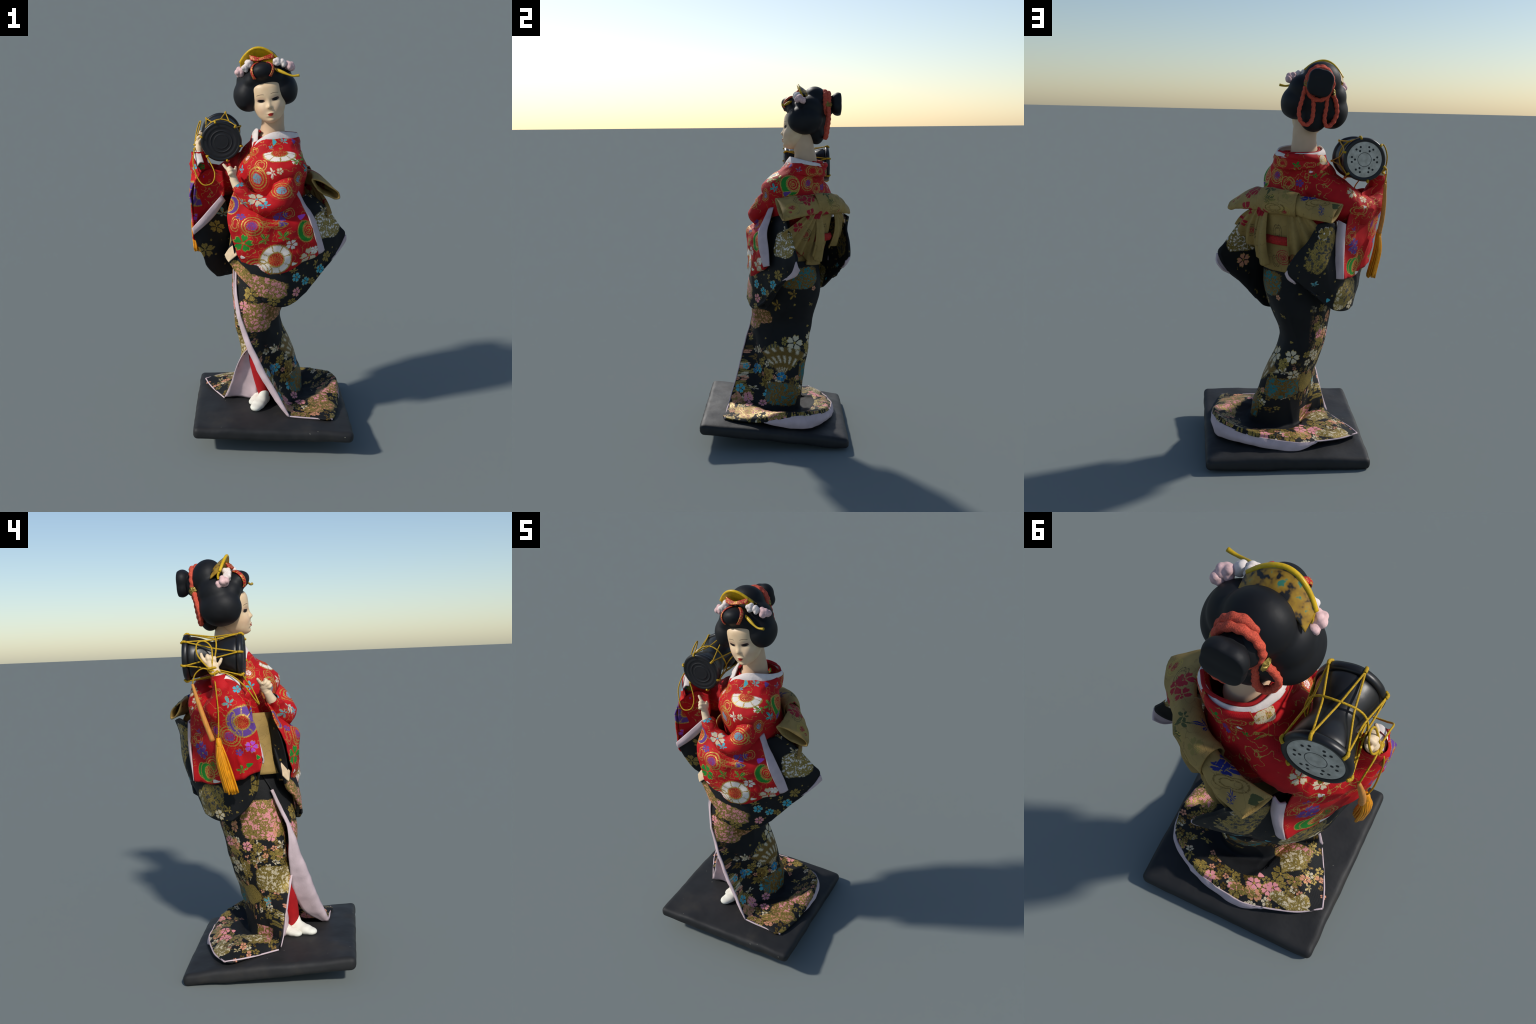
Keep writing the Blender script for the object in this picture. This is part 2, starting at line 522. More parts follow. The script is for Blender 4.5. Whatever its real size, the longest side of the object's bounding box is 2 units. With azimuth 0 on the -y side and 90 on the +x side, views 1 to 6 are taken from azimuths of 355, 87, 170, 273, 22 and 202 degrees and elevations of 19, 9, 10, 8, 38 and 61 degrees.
    w1 = T.node("ShaderNodeTexWave", bands_direction='Z'); w1.inputs["Scale"].default_value = 120
    w2 = T.node("ShaderNodeTexWave", bands_direction='DIAGONAL'); w2.inputs["Scale"].default_value = 90
    T.put(w1.inputs["Vector"], P); T.put(w2.inputs["Vector"], P)
    weave = T.m("ADD", w1.outputs["Fac"], w2.outputs["Fac"])
    h = T.m("ADD", T.m("MULTIPLY", weave, .4), grain)
    T.put(bs.inputs["Normal"], T.bump(h, .35, .0015))


def face_material():
    """painted doll face: eyes, brows and lips in the head's own frame"""
    m = shell("face_paint")
    T = Tree(m.node_tree)
    b = m.node_tree.nodes["Principled BSDF"]
    P = T.coords()
    s = T.node("ShaderNodeSeparateXYZ"); T.put(s.inputs[0], P)
    x, y, z = s.outputs
    ax = T.m("ABSOLUTE", x)
    frontal = T.m("LESS_THAN", y, .05)
    def ell(px, cx, cz, rx, rz, tilt=0.0, w=.12):
        dx = T.m("SUBTRACT", px, cx)
        dz_ = T.m("SUBTRACT", T.m("SUBTRACT", z, cz), T.m("MULTIPLY", dx, tilt))
        q = T.m("ADD", T.m("POWER", T.m("DIVIDE", dx, rx), 2), T.m("POWER", T.m("DIVIDE", dz_, rz), 2))
        return T.m("MULTIPLY", T.soft(T.m("SUBTRACT", 1, q), w), frontal)
    col = T.ramp(T.noise(P, 25, 3), [(.3, srgb(222, 190, 150)), (.7, srgb(232, 204, 166))])
    col = T.mix(T.m("MULTIPLY", ell(ax, .038, .006, .024, .012, .1, 1.6), .45), col, srgb(196, 150, 130))
    col = T.mix(T.m("MULTIPLY", ell(ax, .045, -.045, .028, .022, 0, 1.8), .22), col, srgb(214, 160, 140))
    col = T.mix(ell(ax, .0365, -.0005, .0185, .0078, .10, .5), col, srgb(74, 54, 50))
    col = T.mix(ell(ax, .036, -.001, .0105, .0070, .05, .4), col, srgb(10, 9, 10))
    col = T.mix(ell(ax, .0358, .0058, .0190, .0022, .12, .9), col, srgb(30, 22, 22))
    # brow: a thin arc
    bz = T.m("SUBTRACT", z, T.m("SUBTRACT", .0315, T.m("MULTIPLY", T.m("POWER", T.m("SUBTRACT", ax, .034), 2), 9.0)))
    brow = T.m("MULTIPLY", T.soft(T.m("SUBTRACT", .0012, T.m("ABSOLUTE", bz)), .0016), T.soft(T.m("SUBTRACT", .019, T.m("ABSOLUTE", T.m("SUBTRACT", ax, .036))), .006))
    col = T.mix(T.m("MULTIPLY", T.m("MULTIPLY", brow, frontal), .95), col, srgb(78, 58, 50))
    lip = T.m("MAXIMUM", ell(ax, .0055, -.0675, .0095, .0036, -.25, .7), ell(x, 0, -.0732, .0125, .0050, 0, .7))
    col = T.mix(lip, col, srgb(176, 44, 30))
    col = T.mix(T.m("MULTIPLY", ell(x, 0, -.0698, .0125, .0010, 0, .6), .7), col, srgb(110, 20, 16))
    col = T.mix(T.m("MULTIPLY", ell(ax, .007, -.0405, .0035, .0022, 0, .6), .6), col, srgb(150, 95, 75))
    T.put(b.inputs["Base Color"], col)
    b.inputs["Roughness"].default_value = .42
    b.inputs["Specular IOR Level"].default_value = .35
    return m


def drumskin_material():
    """pale skin with a ring and six clusters of three dots, in the drum's frame"""
    m = shell("drum_skin_paint")
    T = Tree(m.node_tree)
    b = m.node_tree.nodes["Principled BSDF"]
    P = T.coords()
    s = T.node("ShaderNodeSeparateXYZ"); T.put(s.inputs[0], P)
    x, y, _ = s.outputs
    r = T.m("SQRT", T.m("ADD", T.m("MULTIPLY", x, x), T.m("MULTIPLY", y, y)))
    a = T.m("ADD", T.m("ARCTAN2", y, x), math.pi * 2)
    sec = math.pi / 3
    aa = T.m("SUBTRACT", T.m("MODULO", T.m("ADD", a, sec / 2), sec), sec / 2)
    px, py = T.m("MULTIPLY", r, T.m("COSINE", aa)), T.m("MULTIPLY", r, T.m("SINE", aa))
    dots = 0.0
    for cx, cy in ((.046, 0), (.061, .0115), (.061, -.0115)):
        d = T.m("SQRT", T.m("ADD", T.m("POWER", T.m("SUBTRACT", px, cx), 2), T.m("POWER", T.m("SUBTRACT", py, cy), 2)))
        dots = T.m("MAXIMUM", dots, T.soft(T.m("SUBTRACT", .0052, d), .0015))
    ringl = T.soft(T.m("SUBTRACT", .0012, T.m("ABSOLUTE", T.m("SUBTRACT", r, .0325))), .0008)
    col = T.ramp(T.noise(P, 45, 4), [(.35, srgb(172, 166, 152)), (.7, srgb(204, 198, 184))])
    col = T.mix(T.m("MAXIMUM", dots, ringl), col, srgb(22, 22, 24))
    col = T.mix(T.soft(T.m("SUBTRACT", r, .0835), .002), col, srgb(24, 24, 26))
    T.put(b.inputs["Base Color"], col)
    b.inputs["Roughness"].default_value = .6
    return m


def stand_material():
    m = shell("stand_lacquer")
    T = Tree(m.node_tree)
    b = m.node_tree.nodes["Principled BSDF"]
    P = T.coords()
    col = T.ramp(T.noise(P, 5, 5, .6), [(.3, srgb(31, 32, 33)), (.55, srgb(40, 40, 41)), (.75, srgb(54, 51, 47))])
    vo = T.node("ShaderNodeTexVoronoi"); T.put(vo.inputs["Vector"], P); vo.inputs["Scale"].default_value = 26
    sp = T.m("MULTIPLY", T.m("LESS_THAN", vo.outputs["Distance"], .075), T.m("GREATER_THAN", T.noise(P, 9, 2), .60))
    col = T.mix(sp, col, srgb(150, 146, 132))
    T.put(b.inputs["Base Color"], col)
    T.put(b.inputs["Roughness"], T.m("MULTIPLY_ADD", T.noise(P, 12, 4), .3, .45))
    b.inputs["Specular IOR Level"].default_value = .3
    T.put(b.inputs["Normal"], T.bump(T.noise(P, 30, 5), .25, .006))
    return m


def ribbon_material():
    m = shell("ribbon_brocade")
    T = Tree(m.node_tree)
    b = m.node_tree.nodes["Principled BSDF"]
    P = T.coords()
    g = T.soft(T.m("SUBTRACT", T.noise(P, 170, 2, .6), .56), .06)
    T.put(b.inputs["Base Color"], T.mix(g, srgb(176, 18, 26), srgb(205, 165, 70)))
    T.put(b.inputs["Metallic"], T.m("MULTIPLY", g, .4))
    b.inputs["Roughness"].default_value = .5
    T.put(b.inputs["Normal"], T.bump(g, .4, .001))
    return m


def comb_back_material():
    m = shell("comb_painting")
    T = Tree(m.node_tree)
    b = m.node_tree.nodes["Principled BSDF"]
    P = T.coords()
    col = T.ramp(T.noise(P, 40, 2), [(.38, srgb(28, 27, 26)), (.46, srgb(150, 112, 30)), (.60, srgb(176, 136, 34)), (.66, srgb(60, 130, 105))])
    T.put(b.inputs["Base Color"], col)
    b.inputs["Roughness"].default_value = .45
    return m


M_stand = stand_material()
M_face = face_material()
M_skin_rear = drumskin_material()
M_ribbon = ribbon_material()
M_comb_back = comb_back_material()
M_lining = plain("lilac_lining", (203, 182, 186), .75, .08, 18, .25, 160)
M_red_plain = plain("red_crepe", (168, 18, 24), .8, .12, 20, .2)
M_sock = plain("white_sock", (226, 224, 210), .7, .05, 30, .15)
M_white = plain("white_silk", (226, 214, 208), .7, .07, 30, .35, 120)
M_cream = plain("cream_lining", (222, 196, 160), .7, .14, 25, .25)
M_cord_red = plain("red_braid", (176, 36, 32), .8, .2, 120, .5, 160)
M_skin = plain("neck_skin", (216, 182, 148), .5, .05, 18)
M_hand = plain("hand_paint", (226, 202, 168), .5, .06, 40)
M_hair = plain("black_hair", (25, 26, 29), .55, .12, 14, .12, 60, spec=.22)
M_comb = plain("yellow_lacquer", (212, 172, 28), .35, .14, 60, .1)
M_pink = plain("pink_petal", (222, 184, 182), .7, .14, 70, .4, 90)
M_gold = plain("gold_pin", (196, 160, 28), .35, .14, 50)
M_hair_cord = plain("coral_cord", (206, 84, 62), .8, .22, 260, .5, 300)
M_gold_metal = plain("brass", (150, 128, 62), .4, .3, 160, .6, 200, metal=.5)
M_drum = plain("black_lacquer", (25, 25, 27), .38, .15, 12, .15, 40, spec=.45)
M_skin_front = plain("black_drumskin", (33, 33, 36), .6, .12, 20, .15, 60)
M_gold_cord = plain("gold_cord", (196, 156, 26), .6, .25, 300, .6, 400)
M_orange = plain("orange_rod", (206, 138, 62), .55, .15, 50, .2, stretch=(3, 3, .6))
M_tassel = plain("tassel_silk", (222, 146, 14), .55, .22, 120, .3, stretch=(2, 2, .15))


# ------------------------------------------------------------------ the thing
ROOT = bpy.data.objects.new("geisha_doll", None)
bpy.context.collection.objects.link(ROOT)
ROOT["label"] = "Japanese doll in red and black kimono holding a hand drum on a black stand"
ROOT["category"] = "doll"

# ------------------------------------------------------------------ stand
def top_z(x, y):
    """height of the tilted stand's top"""
    e = max(0.0, 1 - (x / .46) ** 2) * max(0.0, 1 - (y / .46) ** 2)
    return 0.1 - 0.108 * y + 0.026 * e + 0.006 * x

def make_stand():
    n = 40
    r = 0.024
    L = np.array([0.4, 0.4, 0.03])
    ticks = np.r_[np.linspace(-1, -.86, 7), np.linspace(-.8, .8, 34), np.linspace(.86, 1, 7)]
    zt = np.linspace(-1, 1, 9)
    idx, V, F = {}, [], []
    def vid(p):
        k = tuple(np.round(p, 5))
        if k in idx:
            return idx[k]
        q = np.array(p) * L
        c = np.clip(q, -(L - r), L - r)
        d = q - c
        ln = np.linalg.norm(d)
        q = c + d / ln * r if ln > 1e-9 else c
        s, t = (q[0] / .4 + 1) / 2, (q[1] / .4 + 1) / 2
        A, B, C, D = [np.array(v) for v in ((-.415, -.395), (.405, -.455), (.455, .36), (-.36, .415))]
        xy = (A * (1 - s) + B * s) * (1 - t) + (D * (1 - s) + C * s) * t
        nz = noise.noise(Vector((xy[0] * 9, xy[1] * 9, q[2] * 20)))
        z = q[2]
        if z > 0:
            zz = top_z(*xy) - (0.03 - z) + 0.005 * nz
        else:
            zz = 0.1 - 0.108 * xy[1] - 0.06 + (z + 0.03) + 0.006 * nz + .004 * xy[0]
        rough = 0.008 * noise.noise(Vector((xy[0] * 14, xy[1] * 14, 3.1)))
        out = np.array([xy[0], xy[1]]) * (1 + rough)
        V.append((out[0], out[1], max(zz, 0.0)))
        idx[k] = len(V) - 1
        return idx[k]
    for ax, ta, tb in ((2, ticks, ticks), (0, ticks, zt), (1, ticks, zt)):
        for sg in (-1, 1):
            for i in range(len(ta) - 1):
                for j in range(len(tb) - 1):
                    def P(a, b):
                        if ax == 2: return (a, b, sg)
                        if ax == 0: return (sg, a, b)
                        return (a, sg, b)
                    q = [vid(P(ta[i], tb[j])), vid(P(ta[i + 1], tb[j])), vid(P(ta[i + 1], tb[j + 1])), vid(P(ta[i], tb[j + 1]))]
                    if (ax == 1) == (sg == 1):
                        q = q[::-1]
                    F.append(q)
    return put("stand", V, F, M_stand)
make_stand()

# ------------------------------------------------------------------ skirt and train
# columns run from the front flap's edge round the right, back and left to the under panel's edge
def skirt_row(z, xl, xr, yf, yb, e1, e2, skew=0.0):
    """one level of the tube: an oval leaning towards back right by skew degrees, open between the edges e1 and e2"""
    cx, cy = (xl + xr) / 2, (yf + yb) / 2
    ax, ay = (xr - xl) / 2, (yb - yf) / 2
    k = math.radians(skew)
    def angle(e):
        best = min(range(720), key=lambda i: (cx + ax * math.cos(math.radians(i / 2)) - e[0]) ** 2
                   + (cy + ay * math.sin(math.radians(i / 2) + k) - e[1]) ** 2)
        return math.radians(best / 2)
    a0 = angle((e1[0] + .035, yf)) if z < .66 else angle(e1)
    a1, a2 = a0 - 2 * math.pi, angle(e2)
    while a2 < a1 + math.radians(250):
        a2 += 2 * math.pi
    while a2 > a1 + math.radians(460):
        a2 -= 2 * math.pi
    row = [(*e1, z)]
    for i in range(1, 11):
        a = a1 + (a2 - a1) * ((i - 1) / 10 if z < .66 else i / 11)
        row.append((cx + ax * math.cos(a), cy + ay * math.sin(a + k), z))
    row.append((*e2, z))
    return row
S = [
    skirt_row(1.00, -.195, .15, -.085, .235, (-.19, .03), (-.175, -.01), 8),
    skirt_row(.90, -.212, .145, -.115, .250, (-.205, -.03), (-.16, -.075), 8),
    skirt_row(.80, -.215, .118, -.13, .252, (-.205, -.072), (-.14, -.085), 10),
    skirt_row(.72, -.212, .085, -.142, .236, (-.195, -.110), (-.13, -.095), 11),
    skirt_row(.62, -.204, .050, -.147, .208, (-.168, -.143), (-.12, -.095), 12),
    skirt_row(.55, -.195, .062, -.145, .192, (-.137, -.163), (-.12, -.095), 14),
    skirt_row(.46, -.168, .107, -.138, .178, (-.091, -.192), (-.13, -.105), 15),
    skirt_row(.39, -.150, .137, -.135, .158, (-.054, -.213), (-.165, -.095), 19),
    skirt_row(.31, -.143, .160, -.128, .14, (-.005, -.238), (-.189, -.077), 20),
    skirt_row(.24, -.132, .187, -.115, .13, (.038, -.261), (-.207, -.060), 20),
    # foot of the tube, valley, crest, slope and hem lying on the stand
    [(.072, -.279, .185), (.10, -.15, .18), (.165, -.08, .16), (.20, -.01, .145), (.20, .06, .135), (.155, .11, .13),
     (.08, .125, .127), (.01, .11, .127), (-.05, .085, .135), (-.085, .03, .14), (-.12, -.01, .15), (-.222, -.05, .165)],
    [(.076, -.281, .178), (.13, -.145, .172), (.21, -.085, .160), (.265, -.02, .148), (.275, .07, .145), (.22, .15, .14),
     (.11, .18, .138), (.02, .17, .138), (-.045, .135, .14), (-.08, .06, .14), (-.125, .005, .15), (-.226, -.047, .155)],
    [(.080, -.284, .172), (.135, -.180, .182), (.22, -.140, .178), (.315, -.075, .190), (.38, .03, .207), (.335, .165, .19),
     (.20, .258, .16), (.05, .262, .15), (-.02, .22, .158), (-.08, .13, .152), (-.155, .045, .16), (-.23, -.045, .147)],
    [(.085, -.287, .165), (.165, -.24, .166), (.265, -.22, .166), (.365, -.10, .175), (.393, .04, .193), (.345, .175, .18),
     (.205, .268, .15), (.02, .30, .13), (-.09, .275, .13), (-.19, .19, .14), (-.225, .06, .145), (-.235, -.04, .138)],
    [(.088, -.289, .157), (.21, -.303, .153), (.312, -.313, .153), (.375, -.12, .145), (.397, .05, .18), (.35, .18, .172),
     (.21, .272, .143), (.0, .32, .12), (-.16, .29, .113), (-.338, .213, .112), (-.30, .09, .116), (-.24, -.037, .127)],
]
skirt = cloth("skirt", S, M_black, nu=130, nv=140, thick=0.006, wr=0.006, ws=8, seed=3, stretch=(1, 1, .4))
cloth("hem_lining", [
    [(.378, -.10, .150), (.395, .05, .183), (.348, .18, .175), (.21, .270, .146), (.0, .318, .122), (-.11, .305, .116)],
    [(.379, -.10, .148), (.404, .05, .145), (.368, .175, .138), (.222, .282, .118), (.0, .327, .10), (-.11, .307, .113)],
    [(.379, -.10, .145), (.395, .055, .112), (.372, .165, .108), (.222, .275, .098), (.01, .330, .080), (-.11, .307, .110)]],
    M_lining, nu=60, nv=14, wr=.006, ws=12, seed=6)
tubes("hem_piping", [
    ([(.086, -.290, .156), (.15, -.300, .155), (.21, -.305, .153), (.27, -.312, .153), (.314, -.315, .153)], .0045, dict(n=24, sides=8)),
    ([(-.10, .307, .117), (-.16, .292, .113), (-.25, .265, .111), (-.338, .214, .111)], .004, dict(n=30, sides=8)),
    ([(-.338, .213, .111), (-.318, .14, .114), (-.29, .07, .117), (-.24, -.039, .126)], .004, dict(n=30, sides=8))], M_lining)
# turned-over edge of the front flap
E1 = [(-.205, -.035, .90), (-.203, -.075, .80), (-.197, -.109, .733), (-.179, -.133, .656), (-.150, -.153, .580), (-.117, -.176, .507),
      (-.079, -.199, .437), (-.041, -.220, .365), (.003, -.242, .297), (.045, -.265, .229), (.088, -.290, .155)]
W1 = [.010, .012, .014, .020, .028, .036, .042, .046, .044, .036, .012]
inner = [(x - w * .75, y + w * .6, z - w * .25) for (x, y, z), w in zip(E1, W1)]
mid = [(x - w * .5, y - .001 + w * .12, z - w * .12) for (x, y, z), w in zip(E1, W1)]
front = [(x + .004, y - .006, z) for x, y, z in E1]
W2 = [.0, .0, .012, .03, .055, .075, .095, .105, .105, .09, .03]
deep1 = [(x - w1 * .85, y + w * .95, z - w * .1) for (x, y, z), w, w1 in zip(E1, W2, W1)]
half1 = [tuple((np.array(a) + np.array(b)) / 2) for a, b in zip(deep1, inner)]
cloth("flap_lining", [deep1, half1, inner, mid, front], M_lining, nu=60, nv=10, wr=.003, ws=14, seed=8, thick=.005)
E2 = [(-.125, -.118, .47), (-.157, -.108, .413), (-.184, -.093, .339), (-.204, -.077, .256), (-.227, -.062, .178), (-.240, -.052, .138)]
deep = [(-.10, -.10, .46), (-.09, -.10, .41), (-.08, -.09, .339), (-.07, -.09, .256), (-.065, -.085, .178), (-.06, -.08, .136)]
cloth("slit_lining", [E2, [((a[0] + b[0]) / 2 - .01, (a[1] + b[1]) / 2 + .02, a[2]) for a, b in zip(E2, deep)], deep],
      M_lining, nu=30, nv=14, wr=.004, ws=12, seed=9, thick=.004)
tube("underskirt", [(-.07, -.04, .60), (-.07, -.06, .45), (-.055, -.09, .32), (-.04, -.105, .24), (-.025, -.112, .18)],
     [.075, .07, .055, .042, .030], M_red_plain, n=30, sides=20)

def sock(at, heading, size):
    h = math.radians(heading)
    f = Vector((math.sin(h), -math.cos(h), 0))
    c = Vector(at)
    z = lambda v: top_z(v.x, v.y)
    parts = []
    for t, rx, rz, up in ((0, .030, .032, .03), (.03, .032, .030, .026), (.06, .034, .024, .02), (.085, .030, .018, .016), (.0, .026, .05, .05)):
        p = c + f * t * size
        parts.append(((p.x, p.y, z(p) + up * size), (rx * size, .034 * size, rz * size), (0, 0, heading)))
    blobs("sock", parts, M_sock, voxel=.004, smooth=30)
sock((-.03, -.118, 0), -32, 1.08)
sock((-.04, -.06, 0), -35, .95)

# ------------------------------------------------------------------ torso
TA = 131  # the shoulders run from front right to back left
torso_secs = [(-.02, .12, 1.16, .165, .15, TA), (-.02, .12, 1.24, .18, .16, TA), (-.032, .11, 1.32, .19, .162, TA), (-.032, .095, 1.40, .20, .157, TA),
              (-.024, .115, 1.46, .18, .138, TA), (-.014, .145, 1.50, .145, .118, TA), (-.006, .172, 1.53, .128, .118, TA), (-.006, .176, 1.548, .118, .108, TA)]
cloth("robe_body", ellipse_rows(torso_secs), M_red, nu=96, nv=60, closed=True, thick=.006, wr=.007, ws=9, seed=11, stretch=(1, 1, .8))
# red collar band and white under collar
def band(name, path, mat, **kw):
    top = [p[0] for p in path]
    low = [p[1] for p in path]
    mid = [((a[0] + b[0]) / 2 + (b[0] - .0) * .015, (a[1] + b[1]) / 2 + (b[1] - .165) * .03, (a[2] + b[2]) / 2) for a, b in zip(top, low)]
    return cloth(name, [top, mid, low], mat, nu=70, nv=10, **kw)
band("collar", [((-.128, .075, 1.525), (-.145, .065, 1.46)), ((-.06, .062, 1.548), (-.085, .02, 1.475)), ((.02, .075, 1.555), (.01, .01, 1.48)), ((.09, .12, 1.548), (.105, .085, 1.49)),
     ((.113, .198, 1.535), (.113, .190, 1.475)), ((.068, .252, 1.532), (.068, .252, 1.47)), ((.0, .278, 1.535), (-.005, .283, 1.475)), ((-.08, .257, 1.54), (-.09, .262, 1.48)),
     ((-.125, .19, 1.545), (-.14, .195, 1.48)), ((-.135, .12, 1.545), (-.152, .11, 1.475)), ((-.125, .08, 1.505), (-.148, .06, 1.45))], M_red, thick=.007, wr=.003, seed=12)
band("under_collar", [((-.108, .072, 1.535), (-.130, .070, 1.503)), ((-.05, .075, 1.572), (-.062, .054, 1.535)), ((.0, .082, 1.582), (.015, .066, 1.545)), ((.075, .12, 1.572), (.092, .112, 1.540)),
     ((.106, .192, 1.555), (.114, .197, 1.53)), ((.066, .242, 1.550), (.070, .254, 1.527)), ((.0, .270, 1.550), (.0, .282, 1.530)), ((-.075, .255, 1.556), (-.08, .264, 1.533)),
     ((-.115, .19, 1.570), (-.128, .192, 1.540)), ((-.105, .135, 1.580), (-.135, .12, 1.540)), ((-.108, .085, 1.53), (-.135, .072, 1.498))], M_white, thick=.007, wr=.003, seed=13)
tube("collar_edge", [(-.095, .12, 1.572), (-.10, .18, 1.565), (-.07, .245, 1.553), (0, .262, 1.55), (.068, .245, 1.549), (.102, .196, 1.555)], .006, M_red_plain, n=50, sides=8)

# ------------------------------------------------------------------ left sleeve: forearm tube, hanging panel, lining edge, black under sleeve
arm("sleeve_arm", [(.035, .045, 1.40), (.035, -.03, 1.34), (.008, -.09, 1.288), (-.06, -.105, 1.24), (-.15, -.082, 1.262), (-.212, -.045, 1.325)],
     [.082, .070, .060, .050, .045, .036], M_red, seed=51)
cloth("sleeve", [
    [(-.218, -.03, 1.325), (-.13, -.085, 1.26), (-.04, -.11, 1.24), (.04, -.08, 1.27), (.085, -.045, 1.30)],
    [(-.246, -.055, 1.25), (-.14, -.11, 1.20), (-.04, -.125, 1.185), (.05, -.105, 1.205), (.125, -.08, 1.232)],
    [(-.262, -.09, 1.18), (-.14, -.155, 1.165), (-.03, -.163, 1.155), (.07, -.145, 1.155), (.155, -.108, 1.17)],
    [(-.245, -.115, 1.10), (-.14, -.158, 1.08), (-.03, -.165, 1.07), (.08, -.148, 1.08), (.187, -.108, 1.09)],
    [(-.215, -.128, 1.02), (-.13, -.155, 1.0), (-.025, -.166, .98), (.09, -.145, 1.0), (.203, -.097, 1.03)],
    [(-.185, -.13, .95), (-.115, -.15, .925), (-.02, -.160, .91), (.09, -.138, .935), (.211, -.085, .985)],
    [(-.165, -.10, .925), (-.105, -.125, .90), (-.02, -.14, .887), (.09, -.115, .915), (.205, -.065, .982)],
    [(-.16, -.08, .96), (-.10, -.10, .94), (-.02, -.11, .93), (.08, -.09, .95), (.18, -.05, 1.0)]],
    M_red, nu=60, nv=70, thick=.006, wr=.010, ws=8, seed=21, stretch=(1, 1, 1.4))
cloth("sleeve_lining", [
    [(.084, -.050, 1.297), (.125, -.084, 1.232), (.158, -.113, 1.166), (.190, -.111, 1.083), (.213, -.086, .985)],
    [(.092, -.040, 1.302), (.133, -.068, 1.236), (.174, -.096, 1.168), (.207, -.093, 1.083), (.233, -.075, .990)],
    [(.098, -.022, 1.305), (.138, -.045, 1.238), (.186, -.066, 1.170), (.222, -.060, 1.083), (.248, -.055, .997)]],
    M_lining, nu=36, nv=10, wr=.003, seed=22, thick=.006)
under_L = [
    [(-.20, -.05, 1.12), (-.10, -.09, 1.15), (.02, -.08, 1.20), (.10, -.01, 1.25), (.17, .04, 1.27)],
    [(-.235, -.07, 1.04), (-.11, -.11, 1.06), (.03, -.11, 1.10), (.15, -.03, 1.16), (.262, .05, 1.195)],
    [(-.255, -.09, .97), (-.12, -.13, .98), (.03, -.12, 1.0), (.205, -.03, 1.06), (.345, .07, 1.095)],
    [(-.225, -.11, .91), (-.11, -.15, .90), (.04, -.14, .91), (.215, -.05, .975), (.381, .08, 1.045)],
    [(-.17, -.14, .855), (-.09, -.165, .83), (.04, -.147, .83), (.205, -.055, .89), (.345, .055, .965)],
    [(-.10, -.165, .795), (-.06, -.17, .765), (.04, -.147, .755), (.155, -.085, .80), (.28, -.01, .90)],
    [(-.04, -.163, .735), (0, -.158, .72), (.05, -.14, .714), (.10, -.12, .73), (.165, -.09, .775)]]
cloth("under_sleeve", under_L, M_under, nu=50, nv=60, wr=.007, ws=7, seed=23, thick=.012)
cloth("under_sleeve_lining", [
    [(.384, .078, 1.04), (.352, .058, .975), (.30, .01, .922)], [(.388, .088, 1.01), (.36, .075, .965), (.32, .03, .93)], [(.383, .10, .992), (.355, .08, .955), (.315, .03, .925)]],
    M_lining, nu=16, nv=10, wr=.002, thick=.008, seed=24)
cloth("under_sleeve_lining", [
    [(-.218, -.080, 1.030), (-.246, -.086, 1.008), (-.268, -.092, .975)], [(-.212, -.104, 1.004), (-.236, -.106, .985), (-.260, -.104, .958)], [(-.206, -.122, .985), (-.226, -.120, .965), (-.247, -.115, .943)]],
    M_cream, nu=16, nv=12, wr=.004, ws=20, thick=.005, seed=25)

# ------------------------------------------------------------------ right sleeve
arm("sleeve_arm", [(-.07, .17, 1.385), (-.17, .24, 1.335), (-.265, .24, 1.29), (-.345, .195, 1.285), (-.395, .16, 1.36), (-.405, .172, 1.45)],
     [.12, .09, .08, .062, .05, .042], M_red_r, seed=52)
cloth("sleeve", [
    [(-.39, .06, 1.37), (-.432, .09, 1.41), (-.435, .15, 1.43), (-.372, .20, 1.39), (-.30, .268, 1.36)],
    [(-.440, .05, 1.30), (-.445, .10, 1.32), (-.425, .17, 1.32), (-.338, .24, 1.295), (-.235, .318, 1.29)],
    [(-.446, .02, 1.22), (-.436, .095, 1.21), (-.395, .175, 1.20), (-.305, .255, 1.19), (-.212, .335, 1.20)],
    [(-.440, .005, 1.13), (-.42, .085, 1.10), (-.372, .172, 1.09), (-.285, .255, 1.09), (-.205, .34, 1.11)],
    [(-.433, .0, 1.06), (-.40, .08, 1.02), (-.345, .16, 1.0), (-.28, .25, 1.0), (-.205, .336, 1.03)],
    [(-.420, .01, 1.02), (-.385, .09, .985), (-.335, .165, .96), (-.275, .245, .945), (-.212, .328, .95)],
    [(-.39, .02, 1.03), (-.35, .08, 1.0), (-.305, .15, .98), (-.25, .225, .965), (-.20, .305, .97)]],
    M_red_r, nu=60, nv=60, thick=.006, wr=.012, ws=8, seed=31, stretch=(1, 1, .8))
cloth("sleeve_lining", [
    [(-.207, .330, 1.22), (-.203, .338, 1.15), (-.202, .338, 1.06), (-.208, .330, .952)],
    [(-.19, .345, 1.23), (-.183, .35, 1.15), (-.185, .345, 1.06), (-.185, .332, .953)],
    [(-.168, .335, 1.24), (-.16, .335, 1.15), (-.163, .33, 1.06), (-.162, .318, .955)]],
    M_lining, nu=30, nv=10, wr=.003, thick=.008, seed=32)
cloth("sleeve_lining", [
    [(-.436, -.005, 1.085), (-.39, .01, 1.135), (-.34, .035, 1.19), (-.285, .06, 1.25)],
    [(-.43, -.010, 1.068), (-.38, .004, 1.115), (-.33, .03, 1.165), (-.275, .055, 1.235)],
    [(-.425, -.006, 1.052), (-.375, .008, 1.095), (-.32, .035, 1.145), (-.265, .06, 1.22)]],
    M_lining, nu=24, nv=8, wr=.003, thick=.006, seed=33)
